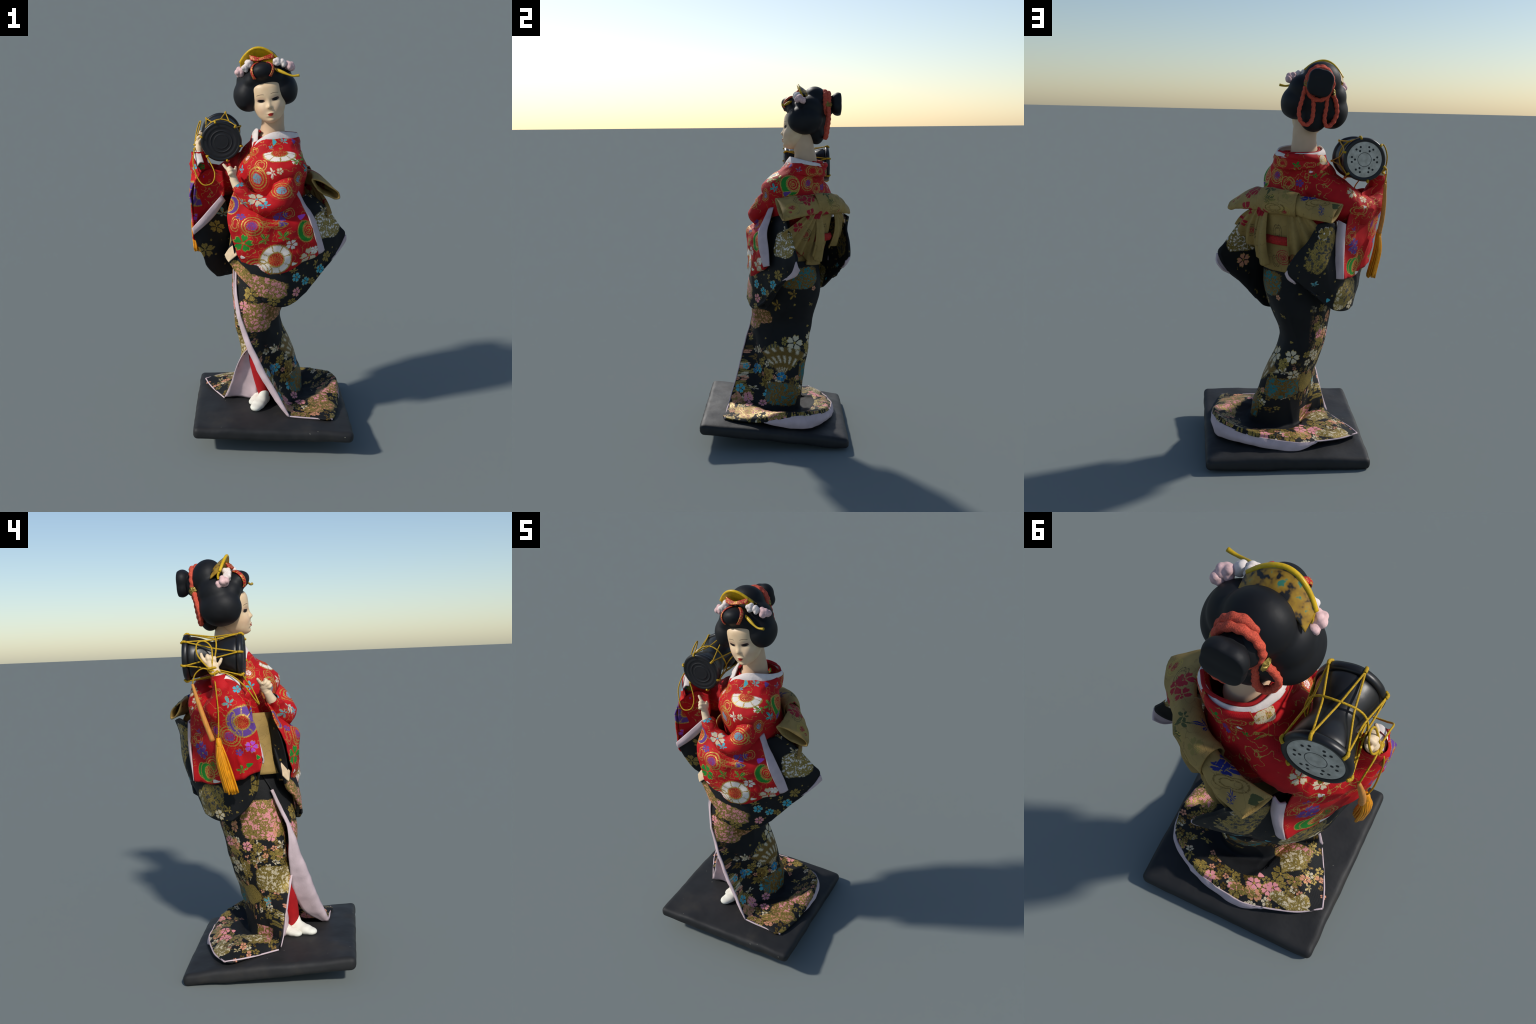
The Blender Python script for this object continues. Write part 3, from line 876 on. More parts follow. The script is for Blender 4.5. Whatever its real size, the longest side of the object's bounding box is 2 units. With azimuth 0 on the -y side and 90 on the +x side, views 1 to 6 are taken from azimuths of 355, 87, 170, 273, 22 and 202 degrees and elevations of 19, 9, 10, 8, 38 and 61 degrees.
cloth("sleeve_facing", [
    [(-.425, .04, 1.33), (-.36, .11, 1.37), (-.28, .12, 1.36)],
    [(-.43, .03, 1.20), (-.36, .10, 1.25), (-.27, .11, 1.28)],
    [(-.425, .02, 1.08), (-.36, .06, 1.13), (-.27, .09, 1.24)]],
    M_red_r, nu=24, nv=24, wr=.004, thick=.005, seed=38)
cloth("cuff_lining", [
    [(-.44, .18, 1.43), (-.435, .13, 1.425), (-.415, .08, 1.39)], [(-.425, .185, 1.45), (-.42, .135, 1.445), (-.40, .085, 1.41)], [(-.40, .185, 1.455), (-.395, .14, 1.45), (-.38, .09, 1.41)]],
    M_white, nu=20, nv=10, wr=.003, thick=.006, seed=34)
under_R = [
    [(-.056, .425, 1.23), (-.12, .39, 1.24), (-.17, .31, 1.20), (-.26, .20, 1.15), (-.39, .05, 1.10)],
    [(-.017, .41, 1.154), (-.10, .38, 1.13), (-.18, .31, 1.08), (-.265, .21, 1.05), (-.40, .04, 1.05)],
    [(.042, .416, 1.09), (-.08, .385, 1.03), (-.185, .315, .97), (-.27, .215, .95), (-.39, .03, .98)],
    [(.085, .41, 1.01), (-.05, .37, .95), (-.18, .31, .89), (-.275, .22, .87), (-.367, .035, .91)],
    [(.03, .385, .955), (-.07, .345, .885), (-.18, .29, .83), (-.27, .21, .81), (-.337, .08, .835)],
    [(-.05, .35, .89), (-.11, .32, .835), (-.18, .28, .785), (-.25, .215, .768), (-.30, .15, .775)]]
cloth("under_sleeve", under_R, M_under, nu=56, nv=50, wr=.007, ws=7, seed=35, thick=.012)
cloth("under_sleeve_lining", [
    [(.085, .414, 1.015), (.075, .405, .985), (.04, .385, .95)], [(.093, .40, 1.0), (.08, .395, .972), (.05, .38, .945)], [(.088, .385, .99), (.07, .38, .96), (.035, .37, .94)]],
    M_lining, nu=12, nv=8, wr=.002, thick=.008, seed=36)
cloth("under_sleeve", [
    [(-.43, .004, 1.06), (-.375, .015, 1.10), (-.32, .04, 1.15), (-.265, .065, 1.22)],
    [(-.405, .012, .99), (-.355, .025, 1.02), (-.30, .05, 1.06), (-.24, .08, 1.10)],
    [(-.367, .035, .91), (-.325, .05, .92), (-.28, .07, .94), (-.225, .10, .96)],
    [(-.33, .088, .83), (-.30, .10, .83), (-.26, .115, .84), (-.215, .13, .85)],
    [(-.295, .15, .775), (-.275, .155, .772), (-.25, .155, .775), (-.21, .15, .79)]], M_under, nu=30, nv=40, wr=.006, thick=.006, seed=39)
cloth("under_sleeve", [
    [(-.225, -.04, 1.27), (-.248, -.075, 1.18), (-.240, -.10, 1.09), (-.222, -.112, 1.0), (-.205, -.115, .94)],
    [(-.205, -.04, 1.25), (-.225, -.06, 1.17), (-.222, -.075, 1.09), (-.21, -.085, 1.0), (-.20, -.09, .94)],
    [(-.185, -.03, 1.23), (-.195, -.04, 1.16), (-.20, -.045, 1.08), (-.195, -.05, 1.0), (-.19, -.06, .94)]], M_under, nu=30, nv=14, wr=.003, thick=.005, seed=48)
# the bag of the front sleeve has a back wall close behind its face
cloth("under_sleeve", [[(x + .008 * k, y + .030 + .010 * k, z) for k, (x, y, z) in enumerate(r[1:-1])] + [(r[-1][0] - .004, r[-1][1] + .006, r[-1][2])] for r in under_L],
      M_under, nu=40, nv=40, wr=.004, thick=.006, seed=49)

# ------------------------------------------------------------------ obi and bow
obi = cloth("obi", ellipse_rows([(-.05, .055, .975, .170, .192, TA), (-.045, .08, 1.06, .168, .192, TA), (-.042, .095, 1.16, .168, .188, TA), (-.035, .105, 1.26, .172, .180, TA)]),
            M_obi, nu=80, nv=20, closed=True, wr=.003, thick=.008, seed=41)
cloth("bow_drop", [
    [(.165, .205, 1.27), (.12, .26, 1.275), (.065, .31, 1.27)],
    [(.155, .195, 1.14), (.115, .245, 1.14), (.06, .285, 1.14)],
    [(.155, .155, .985), (.11, .195, .975), (.045, .24, .968)]], M_obi, nu=24, nv=30, wr=.003, thick=.012, seed=42)
cloth("obi_cord", [
    [(.172, .16, 1.155), (.125, .250, 1.153), (.068, .294, 1.15), (.0, .305, 1.148)],
    [(.178, .168, 1.137), (.131, .258, 1.135), (.074, .302, 1.132), (.004, .313, 1.13)],
    [(.172, .16, 1.117), (.125, .250, 1.115), (.068, .294, 1.112), (.0, .305, 1.11)]], M_cord_red, nu=40, nv=8, wr=.0, thick=.008)

def flat_loop(name, stations, mat, parent=None, seed=1, nu=60, nv=50, wr=.006, thick=.006, sharp=1.15):
    """Open-ended flattened roll of cloth. stations: (centre, half axis, half axis)"""
    rows = []
    for c, A, B in stations:
        c, A, B = np.array(c), np.array(A), np.array(B)
        row = []
        for i in range(16):
            t = 2 * math.pi * i / 16
            cs_, sn = math.cos(t), math.sin(t)
            row.append(c + A * math.copysign(abs(sn) ** sharp, sn) + B * math.copysign(abs(cs_) ** sharp, cs_))
        rows.append(row)
    return cloth(name, rows, mat, nu=nu, nv=nv, closed=True, wr=wr, seed=seed, thick=thick, ws=10, stretch=(1, 1, 1), parent=parent)
bow = flat_loop("bow_roll", [
    ((.244, .000, 1.308), (-.080, -.018, .052), (.016, .004, .022)), ((.234, .088, 1.322), (-.058, -.02, .052), (.020, .008, .018)),
    ((.196, .168, 1.325), (-.03, -.02, .050), (.024, .016, .012)), ((.128, .252, 1.322), (-.012, -.012, .048), (.022, .022, .008)),
    ((.042, .325, 1.312), (-.01, -.015, .047), (.016, .030, .008)), ((-.04, .375, 1.298), (-.022, -.022, .046), (.014, .026, .012)),
    ((-.147, .405, 1.282), (-.034, -.032, .040), (.010, .012, .010))], M_obi, seed=43)
flat_loop("bow_knot", [
    ((.172, .195, 1.322), (-.012, -.01, .056), (.033, .023, .01)), ((.137, .250, 1.322), (-.012, -.012, .060), (.033, .031, .01)),
    ((.080, .303, 1.318), (-.01, -.012, .060), (.026, .038, .01)), ((.028, .330, 1.312), (-.008, -.012, .055), (.018, .038, .01))],
    M_obi, seed=44, nv=24, sharp=.85)
# pleats fanning out below the roll
def pleats(top, bottom, bulge, n, depth):
    rows = []
    for k in range(7):
        t = k / 6
        rows.append([tuple(np.array(a) * (1 - t) + np.array(b) * t + np.array(bulge) * math.sin(math.pi * t) * .9) for a, b in zip(top, bottom)])
    return rows, (lambda u, v: depth * math.sin(u * n * 2 * math.pi) * (.25 + .75 * v))
r, f = pleats([(.205, .18, 1.29), (.195, .205, 1.285), (.185, .22, 1.28), (.175, .228, 1.27)],
              [(.288, .012, 1.178), (.258, .045, 1.125), (.172, .122, 1.045), (.138, .172, 1.0)], (.018, .0, .0), 4, .013)
cloth("bow_pleat", r, M_obi, nu=70, nv=30, wr=.002, seed=45, fold=f, thick=.006)
r, f = pleats([(.18, .205, 1.27), (.175, .22, 1.27), (.155, .24, 1.27)], [(.20, .185, 1.04), (.19, .205, 1.01), (.14, .235, 1.01)], (.018, .015, .0), 1, .018)
cloth("bow_tail", r, M_obi, nu=40, nv=30, wr=.002, seed=46, fold=f, thick=.006)
r, f = pleats([(.07, .325, 1.27), (.045, .335, 1.27), (.025, .34, 1.28), (.005, .345, 1.29)], [(.06, .295, 1.06), (.01, .335, 1.08), (-.05, .365, 1.13), (-.10, .385, 1.19)], (.01, .02, 0), 3, .012)
cloth("bow_pleat", r, M_obi, nu=70, nv=30, wr=.002, seed=47, fold=f, thick=.006)

# ------------------------------------------------------------------ head (built in its own frame: x to the viewer's right, -y out of the face, z up)
yaw, roll = math.radians(-5), math.radians(-13)
HEAD = Matrix.Translation((-.068, .051, 1.742)) @ Matrix.Rotation(yaw, 4, 'Z') @ Matrix.Rotation(roll, 4, 'Y')
tube("neck", [(-.035, .165, 1.50), (-.028, .168, 1.56), (-.028, .165, 1.60), (-.032, .155, 1.66), (-.045, .15, 1.72)], [.085, .066, .058, .058, .06], M_skin, n=30, sides=28)

def make_head():
    # z, half width, front y, back y
    prof = [(-.1185, .012, .026, .06), (-.114, .028, .012, .085), (-.102, .046, -.001, .10), (-.085, .062, -.006, .115), (-.065, .073, -.007, .125), (-.04, .082, -.006, .13),
            (-.01, .087, -.002, .14), (.03, .088, -.003, .15), (.07, .082, .004, .15), (.092, .062, .032, .14), (.110, .042, .06, .12)]
    P = spline([list(p) for p in prof], 70)
    n = 96
    V = []
    for z, w, yf, yb in P:
        cy = (yf + yb) / 2 * .55 + yb * .2 + .012
        for i in range(n):
            a = 2 * math.pi * i / n
            c, s = math.cos(a), math.sin(a)
            x = w * math.copysign(abs(c) ** .92, c)
            y = cy + (cy - yf if s < 0 else yb - cy) * math.copysign(abs(s) ** .92, s)
            if s < 0:
                g = lambda x0, z0, sx, sz: math.exp(-((x - x0) / sx) ** 2 - ((z - z0) / sz) ** 2)
                d = .0125 * g(0, -.030, .0085, .012) + .006 * g(0, -.012, .007, .020) + .004 * g(.010, -.034, .007, .007) + .004 * g(-.010, -.034, .007, .007)
                d += -.007 * g(.036, -.002, .020, .013) - .007 * g(-.036, -.002, .020, .013) + .004 * g(.034, .004, .014, .006) + .004 * g(-.034, .004, .014, .006)
                d += .007 * g(0, -.066, .016, .006) + .007 * g(0, -.076, .013, .006) - .004 * g(0, -.0705, .02, .0025) - .003 * g(0, -.087, .02, .006) + .006 * g(0, -.104, .02, .012)
                d += .004 * g(.042, -.045, .025, .025) + .004 * g(-.042, -.045, .025, .025)
                y -= d
            V.append((x, y, z))
    F = grid_faces(70, n, True)
    V.append((0, .06, -.1205)); V.append((0, .08, .132))
    k = len(V)
    for i in range(n):
        F.append((k - 2, (i + 1) % n, i))
        F.append((k - 1, 69 * n + i, 69 * n + (i + 1) % n))
    return put("head", V, F, M_face, matrix=HEAD)
make_head()
for sx in (1, -1):
    blobs("ear", [((sx * .082, .098, -.030), (.009, .018, .022), (-15, 0, 0))], M_skin, voxel=.004, smooth=4, matrix=HEAD)

blobs("hair", [
    ((-0.010, .13, .06), (.125, .115, .115), (0, 0, 0)),          # skull
    ((0.078, .118, .030), (.078, .100, .086), (0, -14, 6)),      # side lobes
    ((-0.095, .114, .030), (.080, .102, .088), (0, 14, -6)),
    ((0.094, .112, .006), (.056, .086, .058), (0, -8, 6)),
    ((-0.108, .108, .006), (.058, .088, .058), (0, 8, -6)),
    ((0.062, .140, .092), (.076, .085, .074), (0, -20, 0)),
    ((-0.072, .134, .092), (.076, .085, .074), (0, 20, 0)),
    ((0.040, .075, .106), (.062, .060, .042), (0, 28, 0)),
    ((-0.058, .075, .106), (.062, .060, .042), (0, -28, 0)),
    ((-0.006, .044, .134), (.066, .066, .046), (-20, 0, 0)),       # forelock
    ((-0.005, .180, .158), (.092, .074, .084), (20, 0, 0)),       # crown
    ((-0.010, .175, -.015), (.072, .055, .080), (12, 0, 0)),          # nape
    ((-0.010, .172, .05), (.095, .058, .08), (0, 0, 0)),
    ((0.002, .235, .125), (.06, .06, .06), (0, 0, 0)),
], M_hair, voxel=.005, smooth=42, matrix=HEAD)
bun = blobs("hair_bun", [((.014, .25, .138), (.042, .05, .046), (0, 0, 0))]
      + [((.014 + sx * .015, .306, .133 + sz * .018), (.046, .040, .046), (0, 0, 0)) for sx in (-1, 1) for sz in (-1, 1)]
      + [((.014, .300, .133), (.058, .036, .060), (0, 0, 0))], M_hair, voxel=.005, smooth=20, matrix=HEAD)

for v in bun.data.vertices:      # the bun ends in a flat face
    if v.co.y > .322:
        v.co.y = .322 + (v.co.y - .322) * .25

# hair ornaments, in world space
# comb: a curved crest standing on the crown
def comb():
    top, low = [], []
    A, B = np.array((-.205, .178, 1.893)), np.array((-.022, .155, 1.925))
    for i in range(9):
        t = i / 8
        base = A * (1 - t) + B * t
        h = math.sin(math.pi * (.04 + .92 * t)) ** .8 * .076
        top.append(tuple(base + np.array((-.22 * h, -.30 * h - .008, h))))
        low.append(tuple(base + np.array((0, -.004 + .012 * math.sin(math.pi * t), -.02))))
    back = [(x + .01, y + .045 + .02 * math.sin(math.pi * i / 8), z - .03 - .02 * math.sin(math.pi * i / 8)) for i, (x, y, z) in enumerate(top)]
    c = cloth("comb", [low, [tuple((np.array(a) + np.array(b)) / 2 + np.array((0, .006, 0))) for a, b in zip(low, top)], top], M_comb, nu=40, nv=14, wr=.001, thick=.008)
    cloth("comb_panel", [top, [tuple((np.array(a) + np.array(b)) / 2 + np.array((0, .0, .002))) for a, b in zip(top, back)], back], M_comb_back, nu=40, nv=12, wr=.001, thick=.006, parent=c)
    tube("comb_rim", top, .007, M_comb, n=40, sides=10, parent=c)
comb()

HAIR_BVH = None
def hug(points, lift):
    """lay world-space points on the hair"""
    global HAIR_BVH
    if HAIR_BVH is None:
        ob = bpy.data.objects["hair"]
        HAIR_BVH = BVHTree.FromPolygons([HEAD @ v.co for v in ob.data.vertices], [tuple(p.vertices) for p in ob.data.polygons])
    out = []
    for p in points:
        loc, n, _, _ = HAIR_BVH.find_nearest(Vector(p))
        out.append(tuple(loc + n * lift))
    return out

def ribbon(name, path, half, mat, lift=.004):
    P = spline(path, 14)
    c = Vector((-.09, .20, 1.80))
    T = np.gradient(P, axis=0)
    L, R, Mi = [], [], []
    for p, t in zip(P, T):
        nrm = (Vector(p) - c).normalized()
        side = nrm.cross(Vector(t)).normalized() * half
        L.append(tuple(Vector(p) - side)); R.append(tuple(Vector(p) + side)); Mi.append(tuple(Vector(p)))
    return cloth(name, [hug(L, lift), hug(Mi, lift + .003), hug(R, lift)], mat, nu=40, nv=8, wr=0, thick=.004)
ribbon("hair_ribbon", [(-.128, .115, 1.925), (-.145, .085, 1.90), (-.152, .062, 1.87), (-.143, .052, 1.835)], .010, M_ribbon)
ribbon("hair_ribbon", [(-.075, .105, 1.925), (-.055, .075, 1.91), (-.050, .05, 1.885), (-.060, .042, 1.855)], .010, M_ribbon)
cloth("ribbon_bow", [[(-.165, .14, 1.948), (-.135, .128, 1.942), (-.104, .122, 1.938), (-.075, .128, 1.950), (-.045, .14, 1.962)],
                     [(-.160, .125, 1.925), (-.130, .112, 1.922), (-.104, .110, 1.927), (-.078, .112, 1.932), (-.045, .125, 1.94)]],
      M_ribbon, nu=24, nv=6, wr=.004, ws=25, thick=.008)
def blossom_cluster(name, centres, mats, seed):
    rng = random.Random(seed)
    for (c, r, k) in centres:
        parts = []
        for i in range(9):
            d = Vector((rng.uniform(-1, 1), rng.uniform(-1, 1), rng.uniform(-1, 1))).normalized()
            q = Vector(c) + d * r * .55
            parts.append((tuple(q), (r * .55, r * .55, r * .5), (rng.uniform(0, 90), rng.uniform(0, 90), 0)))
        parts.append((c, (r * .8,) * 3, (0, 0, 0)))
        blobs(name, parts, mats[k], voxel=.003, smooth=2)
blossom_cluster("hair_flower", [((-.030, .120, 1.922), .024, 0), ((.004, .118, 1.918), .022, 0), ((.036, .128, 1.905), .027, 1), ((.052, .145, 1.893), .020, 1),
                                ((-.165, .138, 1.905), .024, 0), ((-.183, .133, 1.886), .022, 0), ((-.208, .150, 1.862), .027, 1), ((-.207, .165, 1.852), .022, 1)],
                (M_white, M_pink), 5)
tube("hairpin", [(-.045, .092, 1.892), (-.02, .075, 1.885), (.02, .050, 1.872), (.045, .040, 1.866), (.065, .036, 1.868), (.078, .033, 1.871)],
     [.005, .0085, .008, .005, .005, .007], M_gold, n=30, sides=10)

# plaited cord round the bun with two hanging loops
def braid(name, path, r, closed=False, n=90, mat=None):
    """two strands of knitted cord: a tube with herringbone bumps"""
    C = spline(path, n, closed)
    T, U, W = frames(C)
    sides = 16
    V = []
    L = np.r_[0, np.cumsum(np.linalg.norm(np.diff(C, axis=0), axis=1))]
    for j in range(n):
        for i in range(sides):
            a = 2 * math.pi * i / sides
            q = L[j] / r * 2.6
            bump = 1 + .13 * math.cos(2 * a) * 1 + .12 * math.sin(q + 2.2 * abs(((a / math.pi * 2) % 2) - 1) * 1.5)
            V.append(C[j] + (U[j] * math.cos(a) + W[j] * math.sin(a)) * r * bump)
    F = []
    rings = n + 1 if closed else n
    for j in range(rings - 1):
        for i in range(sides):
            a, b = (j % n) * sides + i, (j % n) * sides + (i + 1) % sides
            c, d = ((j + 1) % n) * sides + (i + 1) % sides, ((j + 1) % n) * sides + i
            F.append((a, b, c, d))
    return put(name, V, F, mat or M_hair_cord)
bc = np.array((-.068, .300, 1.870))
ring = []
rx, up = np.array((.94, 0, .34)), np.array((-.30, .05, .95))
for i in range(12):
    a = 2 * math.pi * i / 12
    ring.append(bc + rx * .060 * math.cos(a) + up * .072 * math.sin(a))
braid("hair_cord", ring, .0125, True, n=140)
braid("hair_cord", [p + np.array((0, -.020, .008)) for p in ring], .0125, True, n=140)
braid("hair_cord", [(.0, .296, 1.858), (.014, .298, 1.80), (.026, .290, 1.745), (.016, .284, 1.700), (-.011, .280, 1.683), (-.036, .280, 1.702), (-.043, .284, 1.745), (-.040, .292, 1.80), (-.034, .296, 1.845)], .0105, n=170)
braid("hair_cord", [(-.105, .296, 1.832), (-.104, .290, 1.77), (-.099, .280, 1.71), (-.114, .270, 1.678), (-.142, .268, 1.695), (-.159, .272, 1.74), (-.150, .285, 1.79), (-.132, .294, 1.825)], .0105, n=170)
def rosette(c, nrm, r):
    n = Vector(nrm).normalized()
    u = n.cross(Vector((0, 0, 1))).normalized(); v = n.cross(u)
    V, F, m, k = [], [], 40, 5
    for j in range(k):
        for i in range(m):
            a = 2 * math.pi * i / m
            rr = r * j / (k - 1) * (.84 + .16 * abs(math.cos(3 * a)))
            h = r * (.38 * math.cos(j / (k - 1) * 1.5) + .10 * math.cos(6 * a) * math.sin(j / (k - 1) * math.pi))
            V.append(Vector(c) + u * rr * math.cos(a) + v * rr * math.sin(a) + n * h)
    return put("rosette", V, grid_faces(k, m, True), M_gold_metal)
rosette((-.002, .300, 1.873), (.95, .3, .2), .020)
rosette((-.136, .300, 1.832), (-.95, .3, 0), .020)

# ------------------------------------------------------------------ hands
def hand(name, palm, fingers, wrist):
    ex = []
    for path, r in fingers:
        ex.append(tube_data(path, [r * 1.05, r, r * .95, r * .7], n=20, sides=12))
    ex.append(tube_data(wrist[0], wrist[1], n=16, sides=16))
    return blobs(name, palm, M_hand, voxel=.0028, smooth=3, extra=ex)
hand("hand", [((-.240, -.020, 1.385), (.021, .024, .028), (20, -30, 0)), ((-.236, -.024, 1.372), (.018, .024, .022), (0, 0, 0))],
     [([(-.248, -.008, 1.392), (-.266, .0, 1.402), (-.276, .006, 1.412), (-.286, .012, 1.422)], .0085),
      ([(-.240, -.018, 1.40), (-.252, -.026, 1.412), (-.262, -.024, 1.403), (-.262, -.012, 1.394)], .009),
      ([(-.236, -.03, 1.395), (-.248, -.04, 1.402), (-.258, -.036, 1.394), (-.257, -.022, 1.387)], .009),
      ([(-.234, -.04, 1.385), (-.244, -.048, 1.39), (-.254, -.044, 1.382), (-.252, -.03, 1.378)], .0085),
      ([(-.225, -.012, 1.378), (-.222, -.016, 1.398), (-.222, -.020, 1.412), (-.224, -.022, 1.42)], .0075)],
     ([(-.208, -.050, 1.315), (-.222, -.040, 1.335), (-.234, -.028, 1.362)], [.026, .021, .020]))
hand("hand", [((-.405, .200, 1.485), (.022, .026, .026), (0, 0, 0)), ((-.402, .205, 1.500), (.020, .026, .020), (0, 0, 0))],
     [([(-.405, .222, 1.500), (-.408, .236, 1.515), (-.404, .244, 1.530), (-.396, .248, 1.545)], .0085),
      ([(-.408, .212, 1.505), (-.412, .218, 1.522), (-.402, .220, 1.532), (-.388, .220, 1.535)], .009),
      ([(-.408, .200, 1.505), (-.413, .203, 1.520), (-.404, .204, 1.528), (-.390, .204, 1.530)], .009),
      ([(-.408, .188, 1.502), (-.412, .188, 1.515), (-.404, .188, 1.522), (-.390, .188, 1.524)], .0085),
      ([(-.40, .18, 1.485), (-.405, .168, 1.498), (-.402, .162, 1.51), (-.395, .158, 1.52)], .008)],
     ([(-.405, .178, 1.435), (-.406, .185, 1.455), (-.405, .193, 1.475)], [.024, .022, .022]))

# ------------------------------------------------------------------ hand drum, in its own frame: z along its axis
D0, D1 = Vector((-.295, .068, 1.524)), Vector((-.287, .330, 1.527))
dz = (D1 - D0).normalized()
dx = Vector((1, 0, 0)); dx = (dx - dz * dx.dot(dz)).normalized()
dy = dz.cross(dx)
DRUM = Matrix((( dx.x, dy.x, dz.x, D0.x), (dx.y, dy.y, dz.y, D0.y), (dx.z, dy.z, dz.z, D0.z), (0, 0, 0, 1)))
DL = (D1 - D0).length
def lathe(name, prof, mat, n=72, parent=None, matrix=None, wob=0.0):
    V = []
    for r, z in prof:
        for i in range(n):
            a = 2 * math.pi * i / n
            k = 1 + wob * noise.noise(Vector((math.cos(a) * 2, math.sin(a) * 2, z * 30)))
            V.append((r * k * math.cos(a), r * k * math.sin(a), z))
    return put(name, V, grid_faces(len(prof), n, True, flip=True), mat, parent, matrix=matrix)
def cs(pts, n):
    return [tuple(p) for p in spline(pts, n)]
drum = lathe("drum", cs([(.080, .012), (.093, .03), (.086, .07), (.072, .11), (.068, DL / 2), (.072, DL - .11), (.086, DL - .07), (.093, DL - .03), (.080, DL - .012)], 50), M_drum, matrix=DRUM)
for flip in (0, 1):
    prof = [(.070, .020), (.098, .024), (.103, .018), (.104, .008), (.101, .0), (.096, -.003), (.090, -.002), (.086, .0)]
    prof = [(r, (DL - z) if flip else z) for r, z in prof]
    if flip:
        prof = prof[::-1]
    lathe("drum_rim", prof, M_drum, parent=drum, wob=.02)
    if flip:
        lathe("drum_skin", [(.0885, DL - .001), (.06, DL + .0005), (.0001, DL + .0005)][::-1], M_skin_rear, parent=drum)
    else:
        lathe("drum_skin", cs([(.088, .0), (.075, -.001), (.066, .001), (.058, .001), (.054, -.0012), (.05, .001), (.04, .001), (.036, -.0008), (.03, .0), (.0001, .0)], 60), M_skin_front, parent=drum)
# tension cords
cords, knobs = [], []
for i in range(6):
    a0 = 2 * math.pi * (i + .18) / 6
    for s in (-1, 1):
        a1 = a0 + s * math.pi / 6
        p0 = Vector((math.cos(a0) * .106, math.sin(a0) * .106, .012))
        p3 = Vector((math.cos(a1) * .106, math.sin(a1) * .106, DL - .012))
        am = (a0 + a1) / 2
        pm = Vector((math.cos(am) * .090, math.sin(am) * .090, DL / 2))
        cords.append(([p0, (p0 + pm) / 2 * 1.0 + Vector((0, 0, 0)), pm, (p3 + pm) / 2, p3], .0032, dict(n=20, sides=8)))
    for a, z in ((a0, .004), (a0 + math.pi / 6, DL - .004)):
        knobs.append(([(math.cos(a) * .098, math.sin(a) * .098, z + (-.010 if z < .1 else .010)), (math.cos(a) * .108, math.sin(a) * .108, z), (math.cos(a) * .106, math.sin(a) * .106, z + (.012 if z < .1 else -.012))], .0055, dict(n=8, sides=8)))
wrap = [(math.cos(2 * math.pi * i / 20) * .091, math.sin(2 * math.pi * i / 20) * .091, DL * .45 + .006 * math.sin(2 * math.pi * i / 20 * 3)) for i in range(20)]
cords.append((wrap, .0035, dict(n=60, sides=8, closed=True)))
tubes("drum_cord", cords, M_gold_cord, parent=drum)
tubes("cord_knob", knobs, M_gold_cord, parent=drum)
# knot by the hand, loops, hanging loop, tassel and rod
tubes("cord_knot", [
    ([(-.408, .19, 1.47), (-.43, .175, 1.462), (-.425, .20, 1.452), (-.41, .215, 1.465), (-.43, .215, 1.475), (-.425, .185, 1.48)], .005, dict(n=40, sides=8, closed=True)),
    ([(-.425, .19, 1.465), (-.425, .225, 1.49), (-.418, .262, 1.54), (-.405, .262, 1.585), (-.398, .23, 1.595), (-.405, .20, 1.565), (-.422, .198, 1.50), (-.425, .20, 1.465)], .0035, dict(n=60, sides=8)),
    ([(-.425, .20, 1.465), (-.425, .24, 1.478), (-.415, .275, 1.455), (-.405, .29, 1.415)], .003, dict(n=30, sides=8)),
    ([(-.425, .19, 1.462), (-.444, .186, 1.40), (-.440, .18, 1.30), (-.432, .182, 1.22), (-.417, .188, 1.165)], .003, dict(n=40, sides=8)),
    ([(-.425, .185, 1.465), (-.432, .12, 1.445), (-.432, .06, 1.395), (-.405, .02, 1.335), (-.375, .004, 1.312), (-.335, .01, 1.325), (-.325, .03, 1.37), (-.35, .06, 1.42), (-.37, .075, 1.45)], .0032, dict(n=70, sides=8)),
], M_gold_cord, parent=None)
tube("rod", [(-.405, .291, 1.412), (-.412, .268, 1.33), (-.415, .240, 1.24), (-.410, .213, 1.160)], [.006, .0105, .0115, .012], M_orange, n=24, sides=12)
def tassel():
    items = []
    rng = random.Random(3)
    for i in range(46):
        a = rng.uniform(0, 2 * math.pi); q = math.sqrt(rng.uniform(0, 1))
        dx_, dy_ = math.cos(a) * q, math.sin(a) * q
        top = (-.415 + dx_ * .011, .186 + dy_ * .011, 1.150)
        m = (-.418 + dx_ * .020, .170 + dy_ * .026, 1.06)
        b = (-.400 + dx_ * .022, .138 + dy_ * .030, .925 + rng.uniform(-.008, .008))
        items.append(([top, m, b], [.0035, .0045, .0048], dict(n=12, sides=6)))
    t = tubes("tassel", items, M_tassel)
    t["kind"] = "stuff"
    tube("tassel_knot", [(-.415, .188, 1.172), (-.416, .186, 1.155), (-.417, .183, 1.135)], [.010, .014, .013], M_tassel, n=12, sides=14, parent=t)
tassel()

